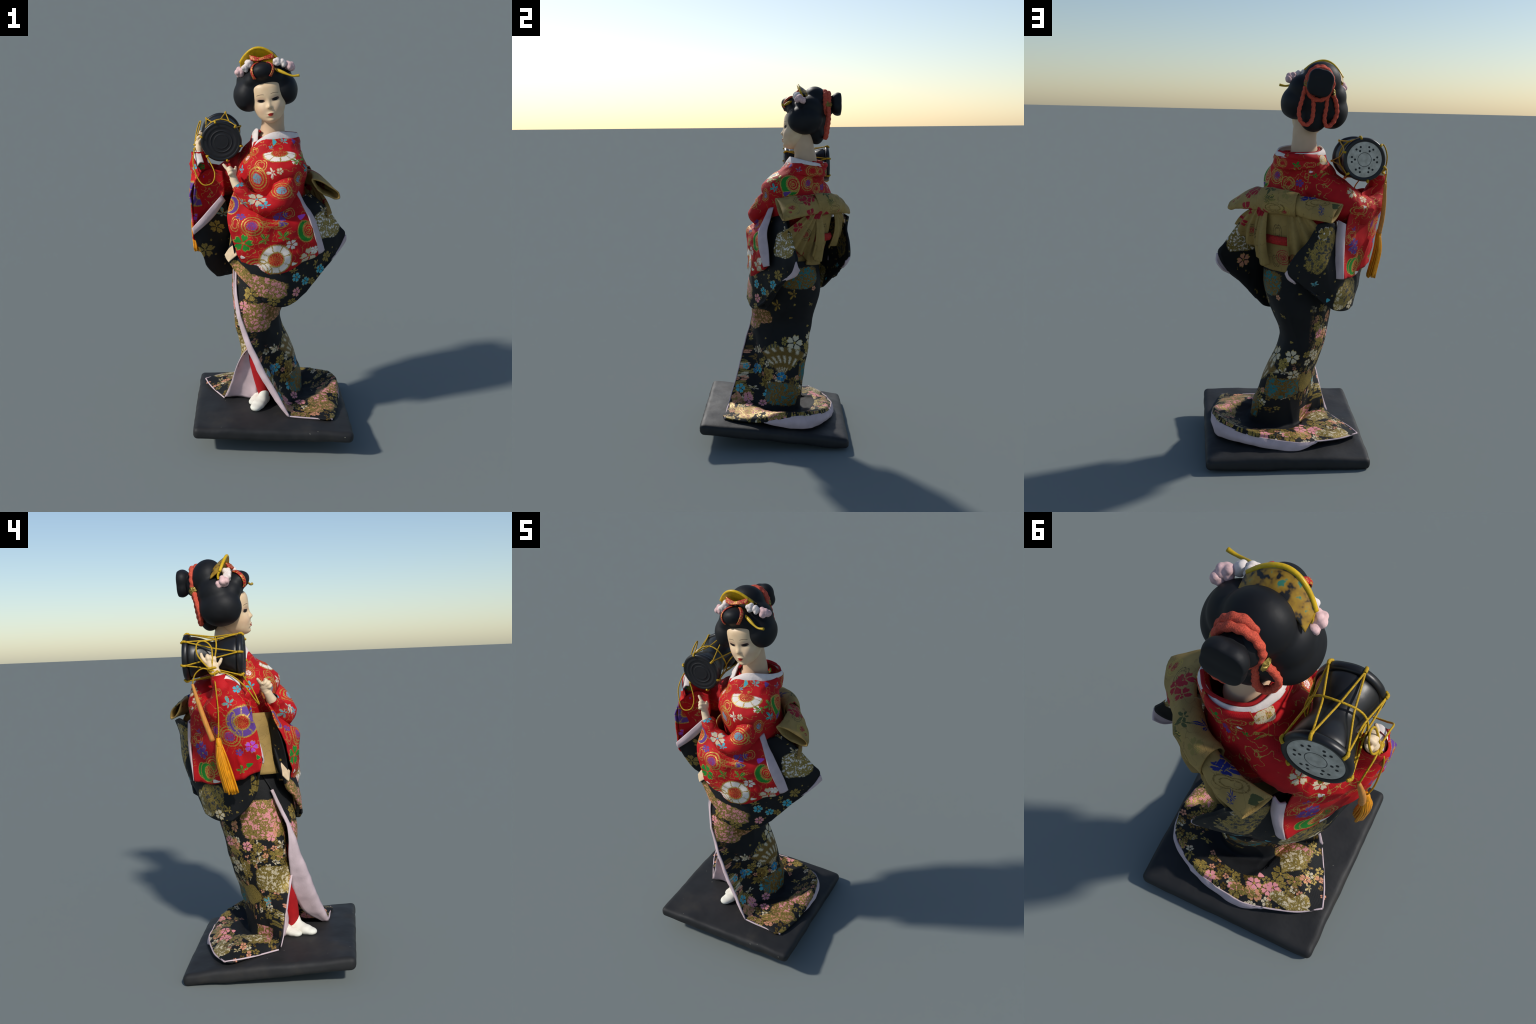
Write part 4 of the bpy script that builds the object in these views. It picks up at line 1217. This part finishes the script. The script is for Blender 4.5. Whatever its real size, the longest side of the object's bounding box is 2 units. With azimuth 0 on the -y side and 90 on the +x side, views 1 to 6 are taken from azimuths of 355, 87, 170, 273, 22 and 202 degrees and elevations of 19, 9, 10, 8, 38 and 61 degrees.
# ------------------------------------------------------------------ embroidered motifs: kind, centre, half width, half height, turn, colour, detail colour
MOTIFS_RED = [
    ("wheel", (-0.011, -0.165, 0.978), 0.080, 0.076, 20, "white", "goldline"),
    ("swirl", (-0.096, -0.148, 0.919), 0.085, 0.073, 0, "white", "goldline"),
    ("blossom", (-0.178, -0.142, 1.056), 0.058, 0.048, 10, "green", "goldline"),
    ("leaf", (-0.069, -0.166, 1.083), 0.044, 0.036, 60, "green", "goldline"),
    ("leaf", (0.019, -0.161, 1.095), 0.049, 0.036, -20, "green", "goldline"),
    ("crescent", (0.136, -0.120, 1.117), 0.047, 0.058, 20, "green", "goldline"),
    ("blossom", (0.065, -0.144, 1.055), 0.035, 0.029, 0, "white", "goldline"),
    ("blossom", (0.161, -0.115, 0.988), 0.057, 0.041, 30, "cream", "goldline"),
    ("spot", (-0.179, -0.140, 0.980), 0.014, 0.011, 0, "white", "white"),
    ("spot", (0.082, -0.142, 0.950), 0.019, 0.011, 0, "white", "goldline"),
    ("swirl", (-0.139, -0.162, 1.151), 0.067, 0.055, 0, "purple", "goldline"),
    ("spot", (0.013, -0.152, 1.162), 0.032, 0.016, 0, "purple", "goldline"),
    ("crescent", (-0.236, -0.064, 1.228), 0.036, 0.048, 180, "purple", "goldline"),
    ("blossom", (0.003, -0.110, 1.196), 0.042, 0.037, 0, "purple", "purple"),
    ("spot", (0.111, -0.102, 1.186), 0.023, 0.014, 30, "violet", "violet"),
    ("loop", (-0.220, -0.118, 1.148), 0.040, 0.032, 90, "red", "goldline"),
    ("blossom", (-0.193, -0.111, 1.182), 0.029, 0.019, 0, "purple", "purple"),
    ("loop", (0.048, -0.100, 1.203), 0.032, 0.036, 20, "red", "goldline"),
    ("loop", (-0.040, -0.159, 1.156), 0.071, 0.024, 0, "red", "goldline"),
    ("blossom", (0.190, -0.102, 1.016), 0.025, 0.021, 0, "white", "white"),
    ("swirl", (0.002, -0.131, 1.329), 0.062, 0.049, 0, "teal", "goldline"),
    ("leaf", (-0.187, -0.104, 1.256), 0.044, 0.033, 150, "teal", "goldline"),
    ("blossom", (-0.118, -0.126, 1.279), 0.049, 0.036, 0, "cream", "teal"),
    ("blossom", (-0.202, -0.070, 1.344), 0.026, 0.021, 0, "teal", "teal"),
    ("leaf", (-0.079, -0.152, 1.252), 0.039, 0.024, 20, "teal", "teal"),
    ("swirl", (0.087, -0.064, 1.371), 0.028, 0.040, 0, "teal", "goldline"),
    ("wheelhalf", (-0.004, -0.009, 1.491), 0.081, 0.056, 180, "white", "goldline"),
    ("blossom", (0.070, -0.043, 1.455), 0.022, 0.022, 0, "white", "goldline"),
    ("swirl", (-0.113, -0.037, 1.364), 0.063, 0.068, 0, "teal", "goldline"),
    ("loop", (-0.098, -0.036, 1.429), 0.034, 0.044, 0, "red", "goldline"),
    ("leaf", (-0.040, -0.075, 1.403), 0.037, 0.032, 120, "white", "goldline"),
    ("leaf", (-0.183, 0.048, 1.382), 0.029, 0.028, 30, "teal", "teal"),
    ("swirl", (-0.156, 0.056, 1.444), 0.034, 0.037, 0, "white", "goldline"),
    ("leaf", (0.089, -0.038, 1.451), 0.024, 0.040, 60, "green", "goldline"),
    ("loop", (-0.121, 0.052, 1.479), 0.020, 0.033, 0, "red", "goldline"),
    ("blossom", (-0.006, -0.084, 1.414), 0.019, 0.019, 0, "cream", "goldline"),
    ("leaf", (0.019, 0.058, 1.535), 0.033, 0.023, -30, "teal", "goldline"),
    ("leaf", (-0.046, 0.028, 1.506), 0.016, 0.013, 0, "teal", "teal"),
    ("spot", (0.072, 0.077, 1.533), 0.012, 0.015, 0, "purple", "purple"),
    ("spot", (-0.032, 0.057, 1.542), 0.011, 0.008, 0, "cream", "goldline"),
    ("leaf", (0.118, 0.007, 1.458), 0.043, 0.032, 20, "green", "goldline"),
    ("crescent", (0.134, 0.067, 1.427), 0.055, 0.062, 20, "green", "goldline"),
    ("spot", (0.144, 0.047, 1.384), 0.030, 0.016, 20, "purple", "goldline"),
    ("swirl", (0.103, 0.166, 1.433), 0.049, 0.045, 0, "purple", "goldline"),
    ("leaf", (0.110, 0.119, 1.509), 0.025, 0.021, 0, "purple", "goldline"),
    ("swirl", (0.115, 0.194, 1.507), 0.043, 0.036, 0, "red", "goldline"),
    ("spot", (-0.029, 0.048, 1.532), 0.013, 0.024, 0, "teal", "goldline"),
    ("leaf", (0.133, -0.017, 1.410), 0.030, 0.036, 40, "teal", "green"),
    ("loop", (0.058, 0.218, 1.406), 0.036, 0.045, 0, "red", "goldline"),
    ("swirl", (0.098, 0.172, 1.441), 0.039, 0.040, 0, "purple", "goldline"),
    ("loop", (0.051, 0.224, 1.401), 0.034, 0.038, 40, "red", "goldline"),
    ("leaf", (-0.063, 0.277, 1.441), 0.017, 0.015, 0, "green", "green"),
    ("crescent", (-0.121, 0.292, 1.424), 0.038, 0.030, 60, "green", "goldline"),
    ("swirl", (-0.149, 0.329, 1.367), 0.053, 0.050, 0, "green", "goldline"),
    ("blossom", (0.007, 0.256, 1.408), 0.023, 0.020, 0, "purple", "purple"),
    ("blossom", (-0.045, 0.289, 1.374), 0.021, 0.017, 0, "purple", "purple"),
    ("loop", (-0.184, 0.287, 1.424), 0.031, 0.038, -20, "red", "goldline"),
    ("swirl", (0.087, 0.238, 1.501), 0.029, 0.024, 0, "red", "goldline"),
    ("leaf", (0.027, 0.277, 1.491), 0.027, 0.021, 0, "green", "green"),
    ("loop", (-0.036, 0.281, 1.496), 0.030, 0.020, 0, "red", "goldline"),
    ("brocade", (-0.108, 0.246, 1.517), 0.031, 0.023, 0, "cream", "goldline"),
    ("spot", (-0.042, 0.275, 1.463), 0.011, 0.006, 0, "white", "white"),
]
MOTIFS_REDR = [
    ("leaf", (-0.438, 0.131, 1.323), 0.036, 0.032, 40, "teal", "goldline"),
    ("wheel", (-0.441, 0.079, 1.241), 0.070, 0.066, 0, "purple", "goldline"),
    ("swirl", (-0.409, 0.136, 1.177), 0.063, 0.056, 0, "purple", "goldline"),
    ("blossom", (-0.433, 0.042, 1.131), 0.032, 0.029, 0, "violet", "goldline"),
    ("blossom", (-0.259, 0.283, 1.112), 0.041, 0.034, 10, "purple", "purple"),
    ("swirl", (-0.303, 0.227, 1.034), 0.051, 0.051, 0, "green", "goldline"),
    ("crescent", (-0.248, 0.280, 1.008), 0.033, 0.039, 0, "green", "goldline"),
    ("leaf", (-0.399, 0.088, 1.021), 0.037, 0.026, 20, "green", "goldline"),
    ("spot", (-0.410, 0.055, 1.048), 0.018, 0.011, 20, "green", "green"),
    ("spot", (-0.298, 0.216, 0.961), 0.025, 0.009, 0, "white", "white"),
    ("loop", (-0.448, 0.176, 1.373), 0.015, 0.025, 0, "red", "goldline"),
    ("blossom", (-0.426, 0.096, 1.383), 0.022, 0.018, 0, "teal", "teal"),
    ("spot", (-0.428, 0.014, 1.083), 0.011, 0.013, 0, "green", "goldline"),
    ("loop", (-0.226, 0.315, 1.142), 0.022, 0.033, 0, "red", "goldline"),
    ("blossom", (-0.411, 0.097, 1.105), 0.021, 0.017, 0, "purple", "purple"),
    ("blossom", (-0.238, 0.313, 1.370), 0.032, 0.028, 20, "cream", "goldline"),
    ("blossom", (-0.298, 0.293, 1.335), 0.028, 0.019, 0, "cream", "cream"),
    ("blossom", (-0.270, 0.273, 1.090), 0.034, 0.031, 0, "purple", "goldline"),
    ("leaf", (-0.258, 0.288, 1.185), 0.022, 0.019, 0, "purple", "purple"),
    ("loop", (-0.248, 0.293, 1.159), 0.033, 0.034, 0, "red", "goldline"),
    ("crescent", (-0.268, 0.255, 1.002), 0.047, 0.047, 0, "green", "goldline"),
    ("spot", (-0.305, 0.308, 1.300), 0.012, 0.008, 0, "white", "white"),
    ("swirl", (-0.373, 0.197, 1.203), 0.040, 0.048, 0, "purple", "goldline"),
    ("loop", (-0.273, 0.327, 1.284), 0.046, 0.031, 0, "red", "goldline"),
    ("blossom", (-0.391, 0.108, 1.384), 0.020, 0.017, 0, "green", "green"),
    ("blossom", (-0.392, 0.107, 1.337), 0.018, 0.018, 0, "violet", "purple"),
    ("crescent", (-0.436, 0.117, 1.242), 0.020, 0.050, 0, "purple", "goldline"),
    ("leaf", (-0.321, 0.189, 1.347), 0.022, 0.025, 0, "green", "green"),
]
MOTIFS_SKIRT = [
    ("brocade", (-0.214, 0.022, 0.757), 0.097, 0.097, 0, "gold", "pink"),
    ("blossom", (-0.183, 0.093, 0.625), 0.028, 0.028, 0, "pink", "goldline"),
    ("blossom", (-0.125, 0.178, 0.640), 0.031, 0.031, 20, "pink", "goldline"),
    ("blossom", (-0.202, -0.023, 0.673), 0.027, 0.027, 10, "pink", "goldline"),
    ("blossom", (-0.195, 0.040, 0.619), 0.029, 0.028, 0, "gold", "goldline"),
    ("blossom", (-0.196, -0.043, 0.580), 0.033, 0.032, 10, "gold", "goldline"),
    ("blossom", (-0.135, 0.151, 0.589), 0.029, 0.028, 0, "gold", "goldline"),
    ("blossom", (-0.096, 0.162, 0.534), 0.023, 0.027, 0, "cream", "goldline"),
    ("blossom", (-0.075, 0.157, 0.483), 0.023, 0.023, 0, "cream", "goldline"),
    ("leaf", (-0.188, -0.070, 0.629), 0.030, 0.025, 60, "gold", "white"),
    ("leaf", (-0.183, 0.038, 0.550), 0.040, 0.022, 20, "gold", "white"),
    ("blossom", (-0.146, 0.107, 0.526), 0.029, 0.027, 0, "gold", "goldline"),
    ("blossom", (-0.131, 0.096, 0.477), 0.027, 0.027, 0, "gold", "goldline"),
    ("brocade", (-0.164, -0.021, 0.455), 0.080, 0.070, 0, "gold", "cream"),
    ("brocade", (-0.085, 0.083, 0.358), 0.055, 0.048, 30, "gold", "gold"),
    ("leaf", (-0.137, 0.001, 0.334), 0.034, 0.030, 90, "teal", "gold"),
    ("blossom", (-0.111, 0.202, 0.687), 0.024, 0.027, 0, "gold", "goldline"),
    ("blossom", (-0.169, 0.150, 0.719), 0.024, 0.029, 0, "pinkgold", "goldline"),
    ("blossom", (-0.178, -0.072, 0.690), 0.024, 0.022, 0, "gold", "goldline"),
    ("blossom", (-0.096, 0.232, 0.139), 0.031, 0.029, 0, "pink", "goldline"),
    ("blossom", (-0.226, 0.130, 0.140), 0.032, 0.018, 0, "pinkgold", "goldline"),
    ("blossom", (0.049, 0.274, 0.143), 0.026, 0.019, 0, "pink", "goldline"),
    ("blossom", (-0.122, 0.150, 0.151), 0.042, 0.035, 0, "gold", "goldline"),
    ("brocade", (-0.135, 0.034, 0.157), 0.083, 0.043, 0, "gold", "pink"),
    ("brocade", (-0.235, 0.241, 0.123), 0.034, 0.054, 40, "gold", "cream"),
    ("blossom", (-0.284, 0.102, 0.121), 0.031, 0.013, 0, "pinkgold", "gold"),
    ("spot", (-0.047, 0.190, 0.154), 0.016, 0.011, 0, "pink", "pink"),
    ("leaf", (0.064, 0.219, 0.148), 0.033, 0.019, 20, "gold", "goldline"),
    ("brocade", (-0.088, -0.144, 0.651), 0.077, 0.080, 0, "gold", "pink"),
    ("blossom", (-0.160, -0.123, 0.709), 0.028, 0.029, 0, "pink", "goldline"),
    ("blossom", (-0.126, -0.125, 0.777), 0.041, 0.039, 0, "gold", "goldline"),
    ("fan", (0.087, -0.034, 0.432), 0.045, 0.084, 0, "gold", "slate"),
    ("blossom", (0.023, -0.106, 0.347), 0.032, 0.030, 0, "teal", "goldline"),
    ("blossom", (-0.021, -0.187, 0.349), 0.024, 0.021, 0, "teal", "goldline"),
    ("blossom", (0.113, -0.066, 0.222), 0.036, 0.031, 0, "teal", "goldline"),
    ("blossom", (0.142, 0.015, 0.334), 0.019, 0.033, 0, "teal", "goldline"),
    ("blossom", (0.163, -0.038, 0.197), 0.016, 0.030, 0, "teal", "goldline"),
    ("leaf", (0.011, -0.109, 0.461), 0.033, 0.029, 90, "gold", "white"),
    ("leaf", (-0.092, -0.153, 0.499), 0.028, 0.025, 0, "gold", "goldline"),
    ("blossom", (0.046, -0.097, 0.391), 0.029, 0.026, 0, "gold", "goldline"),
    ("blossom", (0.077, -0.079, 0.277), 0.034, 0.032, 0, "gold", "goldline"),
    ("blossom", (0.109, -0.054, 0.329), 0.026, 0.031, 0, "gold", "goldline"),
    ("spot", (0.027, -0.070, 0.529), 0.007, 0.006, 0, "gold", "gold"),
    ("blossom", (0.068, 0.036, 0.519), 0.019, 0.029, 0, "gold", "gold"),
    ("blossom", (0.069, -0.180, 0.194), 0.033, 0.029, 0, "pink", "goldline"),
    ("blossom", (0.133, -0.095, 0.172), 0.031, 0.024, 0, "pink", "goldline"),
    ("blossom", (0.159, -0.175, 0.176), 0.032, 0.026, 0, "pink", "goldline"),
    ("leaf", (0.089, -0.211, 0.172), 0.029, 0.022, 0, "gold", "white"),
    ("brocade", (0.274, -0.177, 0.169), 0.073, 0.046, 25, "gold", "pinkgold"),
    ("blossom", (0.139, -0.272, 0.157), 0.043, 0.017, 0, "gold", "pink"),
    ("blossom", (0.224, -0.277, 0.160), 0.032, 0.016, 0, "pinkgold", "gold"),
    ("leaf", (0.049, -0.146, 0.236), 0.044, 0.017, -10, "gold", "white"),
    ("brocade", (0.142, 0.124, 0.902), 0.106, 0.064, 0, "bronze", "dteal"),
    ("blossom", (0.130, 0.163, 0.945), 0.029, 0.026, 0, "dteal", "bronze"),
    ("leaf", (0.119, 0.088, 0.809), 0.043, 0.034, 90, "bronze", "goldline"),
    ("leaf", (0.076, -0.002, 0.737), 0.049, 0.034, 90, "bronze", "goldline"),
    ("brocade", (0.001, -0.088, 0.659), 0.063, 0.044, 0, "bronze", "pinkgold"),
    ("blossom", (0.072, 0.094, 0.509), 0.052, 0.049, 0, "cream", "goldline"),
    ("spot", (0.059, -0.016, 0.511), 0.009, 0.008, 0, "gold", "gold"),
    ("leaf", (0.022, -0.103, 0.455), 0.024, 0.035, 90, "cream", "gold"),
    ("fan", (0.116, 0.021, 0.415), 0.117, 0.090, 0, "bronze", "cream"),
    ("blossom", (0.143, 0.012, 0.331), 0.034, 0.033, 0, "blue", "goldline"),
    ("blossom", (0.095, -0.068, 0.330), 0.033, 0.033, 0, "bronze", "goldline"),
    ("brocade", (0.175, 0.000, 0.238), 0.097, 0.066, 0, "bronze", "dteal"),
    ("blossom", (0.001, -0.127, 0.343), 0.019, 0.037, 0, "blue", "gold"),
    ("blossom", (0.042, -0.224, 0.235), 0.032, 0.032, 0, "teal", "goldline"),
    ("blossom", (0.080, -0.178, 0.182), 0.033, 0.037, 0, "pink", "goldline"),
    ("brocade", (0.077, -0.241, 0.182), 0.035, 0.035, 0, "pinkgold", "gold"),
    ("brocade", (0.350, -0.052, 0.191), 0.090, 0.035, 0, "gold", "pink"),
    ("brocade", (0.231, -0.235, 0.164), 0.046, 0.023, 0, "gold", "pinkgold"),
    ("blossom", (-0.043, 0.269, 0.136), 0.043, 0.030, 30, "pinkgold", "goldline"),
    ("blossom", (0.057, 0.162, 0.467), 0.021, 0.035, 0, "gold", "gold"),
    ("leaf", (0.085, 0.148, 0.402), 0.020, 0.039, 60, "gold", "gold"),
    ("spot", (0.056, 0.073, 0.657), 0.012, 0.006, 0, "bronze", "gold"),
    ("spot", (0.088, 0.094, 0.741), 0.008, 0.009, 0, "gold", "gold"),
    ("blossom", (0.007, 0.180, 0.520), 0.040, 0.040, 0, "cream", "goldline"),
    ("blossom", (-0.004, 0.162, 0.420), 0.037, 0.033, 0, "cream", "goldline"),
    ("blossom", (0.047, 0.166, 0.482), 0.030, 0.030, 0, "gold", "goldline"),
    ("leaf", (0.046, 0.168, 0.436), 0.032, 0.025, 0, "gold", "white"),
    ("brocade", (0.040, 0.149, 0.343), 0.091, 0.059, 0, "bronze", "dteal"),
    ("blossom", (0.093, 0.139, 0.342), 0.026, 0.025, 0, "dteal", "bronze"),
    ("blossom", (-0.002, 0.128, 0.320), 0.027, 0.024, 0, "dteal", "bronze"),
    ("blossom", (-0.151, 0.149, 0.630), 0.028, 0.034, 0, "pinkgold", "goldline"),
    ("blossom", (-0.128, 0.161, 0.599), 0.030, 0.025, 0, "gold", "goldline"),
    ("blossom", (-0.114, 0.140, 0.515), 0.025, 0.035, 0, "cream", "goldline"),
    ("blossom", (-0.067, 0.180, 0.532), 0.023, 0.023, 0, "gold", "goldline"),
    ("blossom", (-0.053, 0.127, 0.401), 0.031, 0.024, 0, "gold", "goldline"),
    ("leaf", (-0.149, 0.164, 0.680), 0.021, 0.023, 0, "gold", "gold"),
    ("spot", (0.010, 0.174, 0.596), 0.012, 0.007, 0, "gold", "gold"),
    ("spot", (-0.010, 0.248, 0.862), 0.011, 0.005, 0, "gold", "gold"),
    ("spot", (-0.072, 0.237, 0.774), 0.008, 0.007, 0, "gold", "gold"),
    ("leaf", (0.054, 0.192, 0.734), 0.013, 0.027, 60, "gold", "gold"),
    ("blossom", (0.088, 0.202, 0.836), 0.016, 0.016, 0, "pinkgold", "gold"),
    ("blossom", (-0.033, 0.232, 0.152), 0.039, 0.028, 0, "pink", "goldline"),
    ("blossom", (-0.113, 0.217, 0.141), 0.034, 0.028, 0, "pink", "goldline"),
    ("blossom", (0.029, 0.267, 0.145), 0.032, 0.017, 0, "pinkgold", "goldline"),
    ("blossom", (-0.032, 0.275, 0.135), 0.039, 0.018, 0, "gold", "goldline"),
    ("brocade", (-0.153, 0.075, 0.157), 0.058, 0.045, -30, "gold", "cream"),
    ("brocade", (-0.217, 0.256, 0.121), 0.105, 0.025, 8, "gold", "cream"),
    ("leaf", (-0.255, 0.157, 0.129), 0.026, 0.020, 60, "gold", "cream"),
    ("blossom", (-0.189, 0.159, 0.145), 0.036, 0.026, 0, "gold", "pinkgold"),
    ("brocade", (0.271, -0.123, 0.179), 0.045, 0.037, 0, "gold", "pink"),
    ("blossom", (0.198, -0.240, 0.163), 0.046, 0.018, 0, "gold", "pinkgold"),
    ("leaf", (0.319, 0.193, 0.181), 0.035, 0.017, 0, "gold", "goldline"),
    ("leaf", (0.241, 0.118, 0.133), 0.035, 0.016, 0, "gold", "goldline"),
    ("blossom", (0.209, 0.240, 0.160), 0.041, 0.018, 0, "gold", "goldline"),
    ("blossom", (0.145, 0.270, 0.151), 0.041, 0.012, 0, "pinkgold", "goldline"),
    ("blossom", (0.153, 0.271, 0.152), 0.030, 0.030, 0, "pink", "goldline"),
    ("blossom", (0.025, 0.284, 0.136), 0.037, 0.033, 0, "gold", "goldline"),
    ("leaf", (0.319, 0.180, 0.181), 0.023, 0.023, 0, "gold", "gold"),
    ("leaf", (0.271, 0.216, 0.169), 0.027, 0.027, 0, "gold", "gold"),
    ("blossom", (0.208, 0.247, 0.161), 0.030, 0.030, 0, "gold", "goldline"),
    ("brocade", (0.355, -0.023, 0.194), 0.031, 0.054, 40, "gold", "pink"),
    ("blossom", (0.158, -0.035, 0.222), 0.022, 0.045, 0, "bronze", "gold"),
    ("blossom", (-0.199, -0.043, 0.706), 0.011, 0.042, 0, "pinkgold", "gold"),
]
MOTIFS_UNDER = [
    ("brocade", (0.269, 0.027, 1.115), 0.084, 0.071, 0, "gold", "white"),
    ("brocade", (-0.073, -0.164, 0.830), 0.130, 0.051, -12, "gold", "pink"),
    ("brocade", (-0.189, -0.123, 0.897), 0.061, 0.038, -35, "gold", "pinkgold"),
    ("blossom", (0.100, -0.118, 0.870), 0.029, 0.028, 0, "teal", "goldline"),
    ("blossom", (0.152, -0.081, 0.837), 0.028, 0.027, 20, "teal", "goldline"),
    ("blossom", (0.233, -0.033, 0.888), 0.030, 0.028, 0, "teal", "goldline"),
    ("blossom", (0.105, -0.116, 0.788), 0.029, 0.029, 0, "pink", "goldline"),
    ("blossom", (0.267, -0.007, 0.949), 0.031, 0.031, 0, "gold", "goldline"),
    ("leaf", (0.208, -0.053, 0.927), 0.025, 0.017, 60, "gold", "goldline"),
    ("blossom", (-0.014, -0.161, 0.752), 0.038, 0.028, 0, "gold", "goldline"),
    ("blossom", (0.085, -0.123, 0.735), 0.028, 0.021, 0, "gold", "goldline"),
    ("leaf", (0.085, -0.124, 0.905), 0.034, 0.018, 10, "gold", "goldline"),
    ("blossom", (0.189, -0.061, 0.831), 0.021, 0.021, 0, "gold", "goldline"),
    ("blossom", (0.149, 0.047, 1.261), 0.030, 0.022, 0, "gold", "white"),
    ("leaf", (0.245, 0.037, 1.185), 0.042, 0.022, -30, "gold", "white"),
    ("brocade", (-0.087, 0.385, 1.102), 0.056, 0.113, -28, "gold", "slate"),
    ("blossom", (-0.086, 0.395, 1.187), 0.036, 0.036, 0, "gold", "white"),
    ("leaf", (-0.022, 0.404, 1.098), 0.022, 0.022, 40, "gold", "gold"),
    ("spot", (0.002, 0.401, 1.037), 0.009, 0.006, 0, "gold", "gold"),
    ("spot", (0.000, 0.406, 1.072), 0.007, 0.010, 0, "gold", "gold"),
    ("leaf", (-0.055, 0.362, 0.936), 0.030, 0.020, 0, "teal", "gold"),
    ("brocade", (-0.214, 0.274, 0.848), 0.050, 0.066, 0, "gold", "cream"),
    ("leaf", (-0.273, 0.208, 0.814), 0.020, 0.034, 60, "gold", "gold"),
    ("spot", (-0.135, 0.307, 0.846), 0.012, 0.012, 0, "teal", "teal"),
    ("brocade", (-0.257, 0.240, 0.871), 0.070, 0.067, 0, "gold", "slate"),
    ("blossom", (-0.269, 0.207, 0.801), 0.033, 0.029, 0, "cream", "goldline"),
    ("leaf", (-0.302, 0.162, 0.828), 0.025, 0.029, 60, "gold", "goldline"),
    ("spot", (-0.314, 0.122, 0.819), 0.008, 0.006, 0, "gold", "gold"),
    ("leaf", (-0.361, 0.048, 0.915), 0.025, 0.019, 60, "gold", "gold"),
    ("blossom", (0.243, 0.009, 0.992), 0.041, 0.041, 0, "pinkgold", "goldline"),
    ("blossom", (-0.309, 0.045, 1.084), 0.050, 0.033, 30, "gold", "gold"),
    ("blossom", (-0.364, 0.028, 0.958), 0.050, 0.042, 10, "gold", "gold"),
    ("leaf", (-0.277, 0.057, 1.150), 0.050, 0.033, 10, "gold", "teal"),
]
MOTIFS_OBI = [
    ("blossom", (0.207, 0.126, 1.364), 0.039, 0.027, 0, "crimson", "crimson"),
    ("swirl", (0.273, 0.059, 1.317), 0.032, 0.032, 0, "crimson", "goldline"),
    ("leaf", (0.154, 0.297, 1.336), 0.042, 0.026, -10, "olive", "goldline"),
    ("spot", (0.187, 0.214, 1.269), 0.023, 0.028, 0, "crimson", "crimson"),
    ("swirl", (0.093, 0.343, 1.281), 0.030, 0.030, 0, "crimson", "goldline"),
    ("blossom", (-0.025, 0.355, 1.345), 0.052, 0.018, 0, "navy", "navy"),
    ("leaf", (-0.072, 0.409, 1.297), 0.019, 0.033, 30, "navy", "goldline"),
    ("spot", (-0.138, 0.393, 1.314), 0.022, 0.013, 0, "olive", "olive"),
    ("loop", (0.134, 0.317, 1.297), 0.053, 0.030, 0, "red", "bronze"),
    ("loop", (-0.057, 0.384, 1.328), 0.059, 0.030, 0, "red", "bronze"),
    ("leaf", (0.144, 0.273, 1.375), 0.045, 0.015, 0, "olive", "olive"),
    ("swirl", (0.074, 0.245, 1.047), 0.046, 0.046, 0, "crimson", "crimson"),
    ("loop", (0.106, 0.256, 1.174), 0.023, 0.054, 0, "red", "brown"),
    ("loop", (0.104, 0.217, 1.026), 0.019, 0.047, 0, "red", "brown"),
    ("swirl", (0.274, 0.069, 1.317), 0.038, 0.040, 0, "crimson", "goldline"),
    ("blossom", (0.190, 0.179, 1.362), 0.035, 0.026, 0, "crimson", "crimson"),
    ("leaf", (0.164, 0.291, 1.334), 0.041, 0.023, -10, "olive", "goldline"),
    ("spot", (0.168, 0.264, 1.275), 0.018, 0.018, 0, "crimson", "crimson"),
    ("swirl", (0.204, 0.145, 1.163), 0.044, 0.041, 0, "crimson", "brown"),
    ("swirl", (0.136, 0.102, 1.055), 0.045, 0.036, 0, "crimson", "crimson"),
    ("blossom", (0.260, 0.105, 1.206), 0.035, 0.031, 0, "crimson", "crimson"),
    ("loop", (0.228, 0.108, 1.351), 0.026, 0.044, 20, "red", "brown"),
    ("leaf", (0.078, 0.258, 1.362), 0.028, 0.041, 40, "navy", "gold"),
    ("leaf", (0.146, 0.257, 1.381), 0.028, 0.031, 60, "olive", "olive"),
    ("leaf", (0.164, 0.293, 1.320), 0.016, 0.031, 60, "olive", "goldline"),
    ("blossom", (-0.017, 0.330, 1.344), 0.033, 0.025, 30, "navy", "gold"),
    ("leaf", (-0.066, 0.417, 1.280), 0.018, 0.022, 0, "navy", "gold"),
    ("spot", (-0.135, 0.403, 1.306), 0.020, 0.013, -20, "olive", "olive"),
    ("blossom", (0.081, 0.329, 1.362), 0.025, 0.030, 0, "gold", "gold"),
    ("blossom", (0.226, 0.148, 1.347), 0.028, 0.036, 0, "crimson", "crimson"),
    ("swirl", (0.297, 0.056, 1.295), 0.025, 0.021, 0, "crimson", "goldline"),
    ("blossom", (0.246, 0.168, 1.276), 0.034, 0.034, 0, "crimson", "crimson"),
]

bpy.context.view_layer.update()
brocade(M_red, "red", MOTIFS_RED)
brocade(M_red_r, "red", MOTIFS_REDR)
brocade(M_black, "black", MOTIFS_SKIRT, skirt=True)
brocade(M_under, "black", MOTIFS_UNDER, (30, .50, "gold"))
brocade(M_obi, "tan", MOTIFS_OBI)
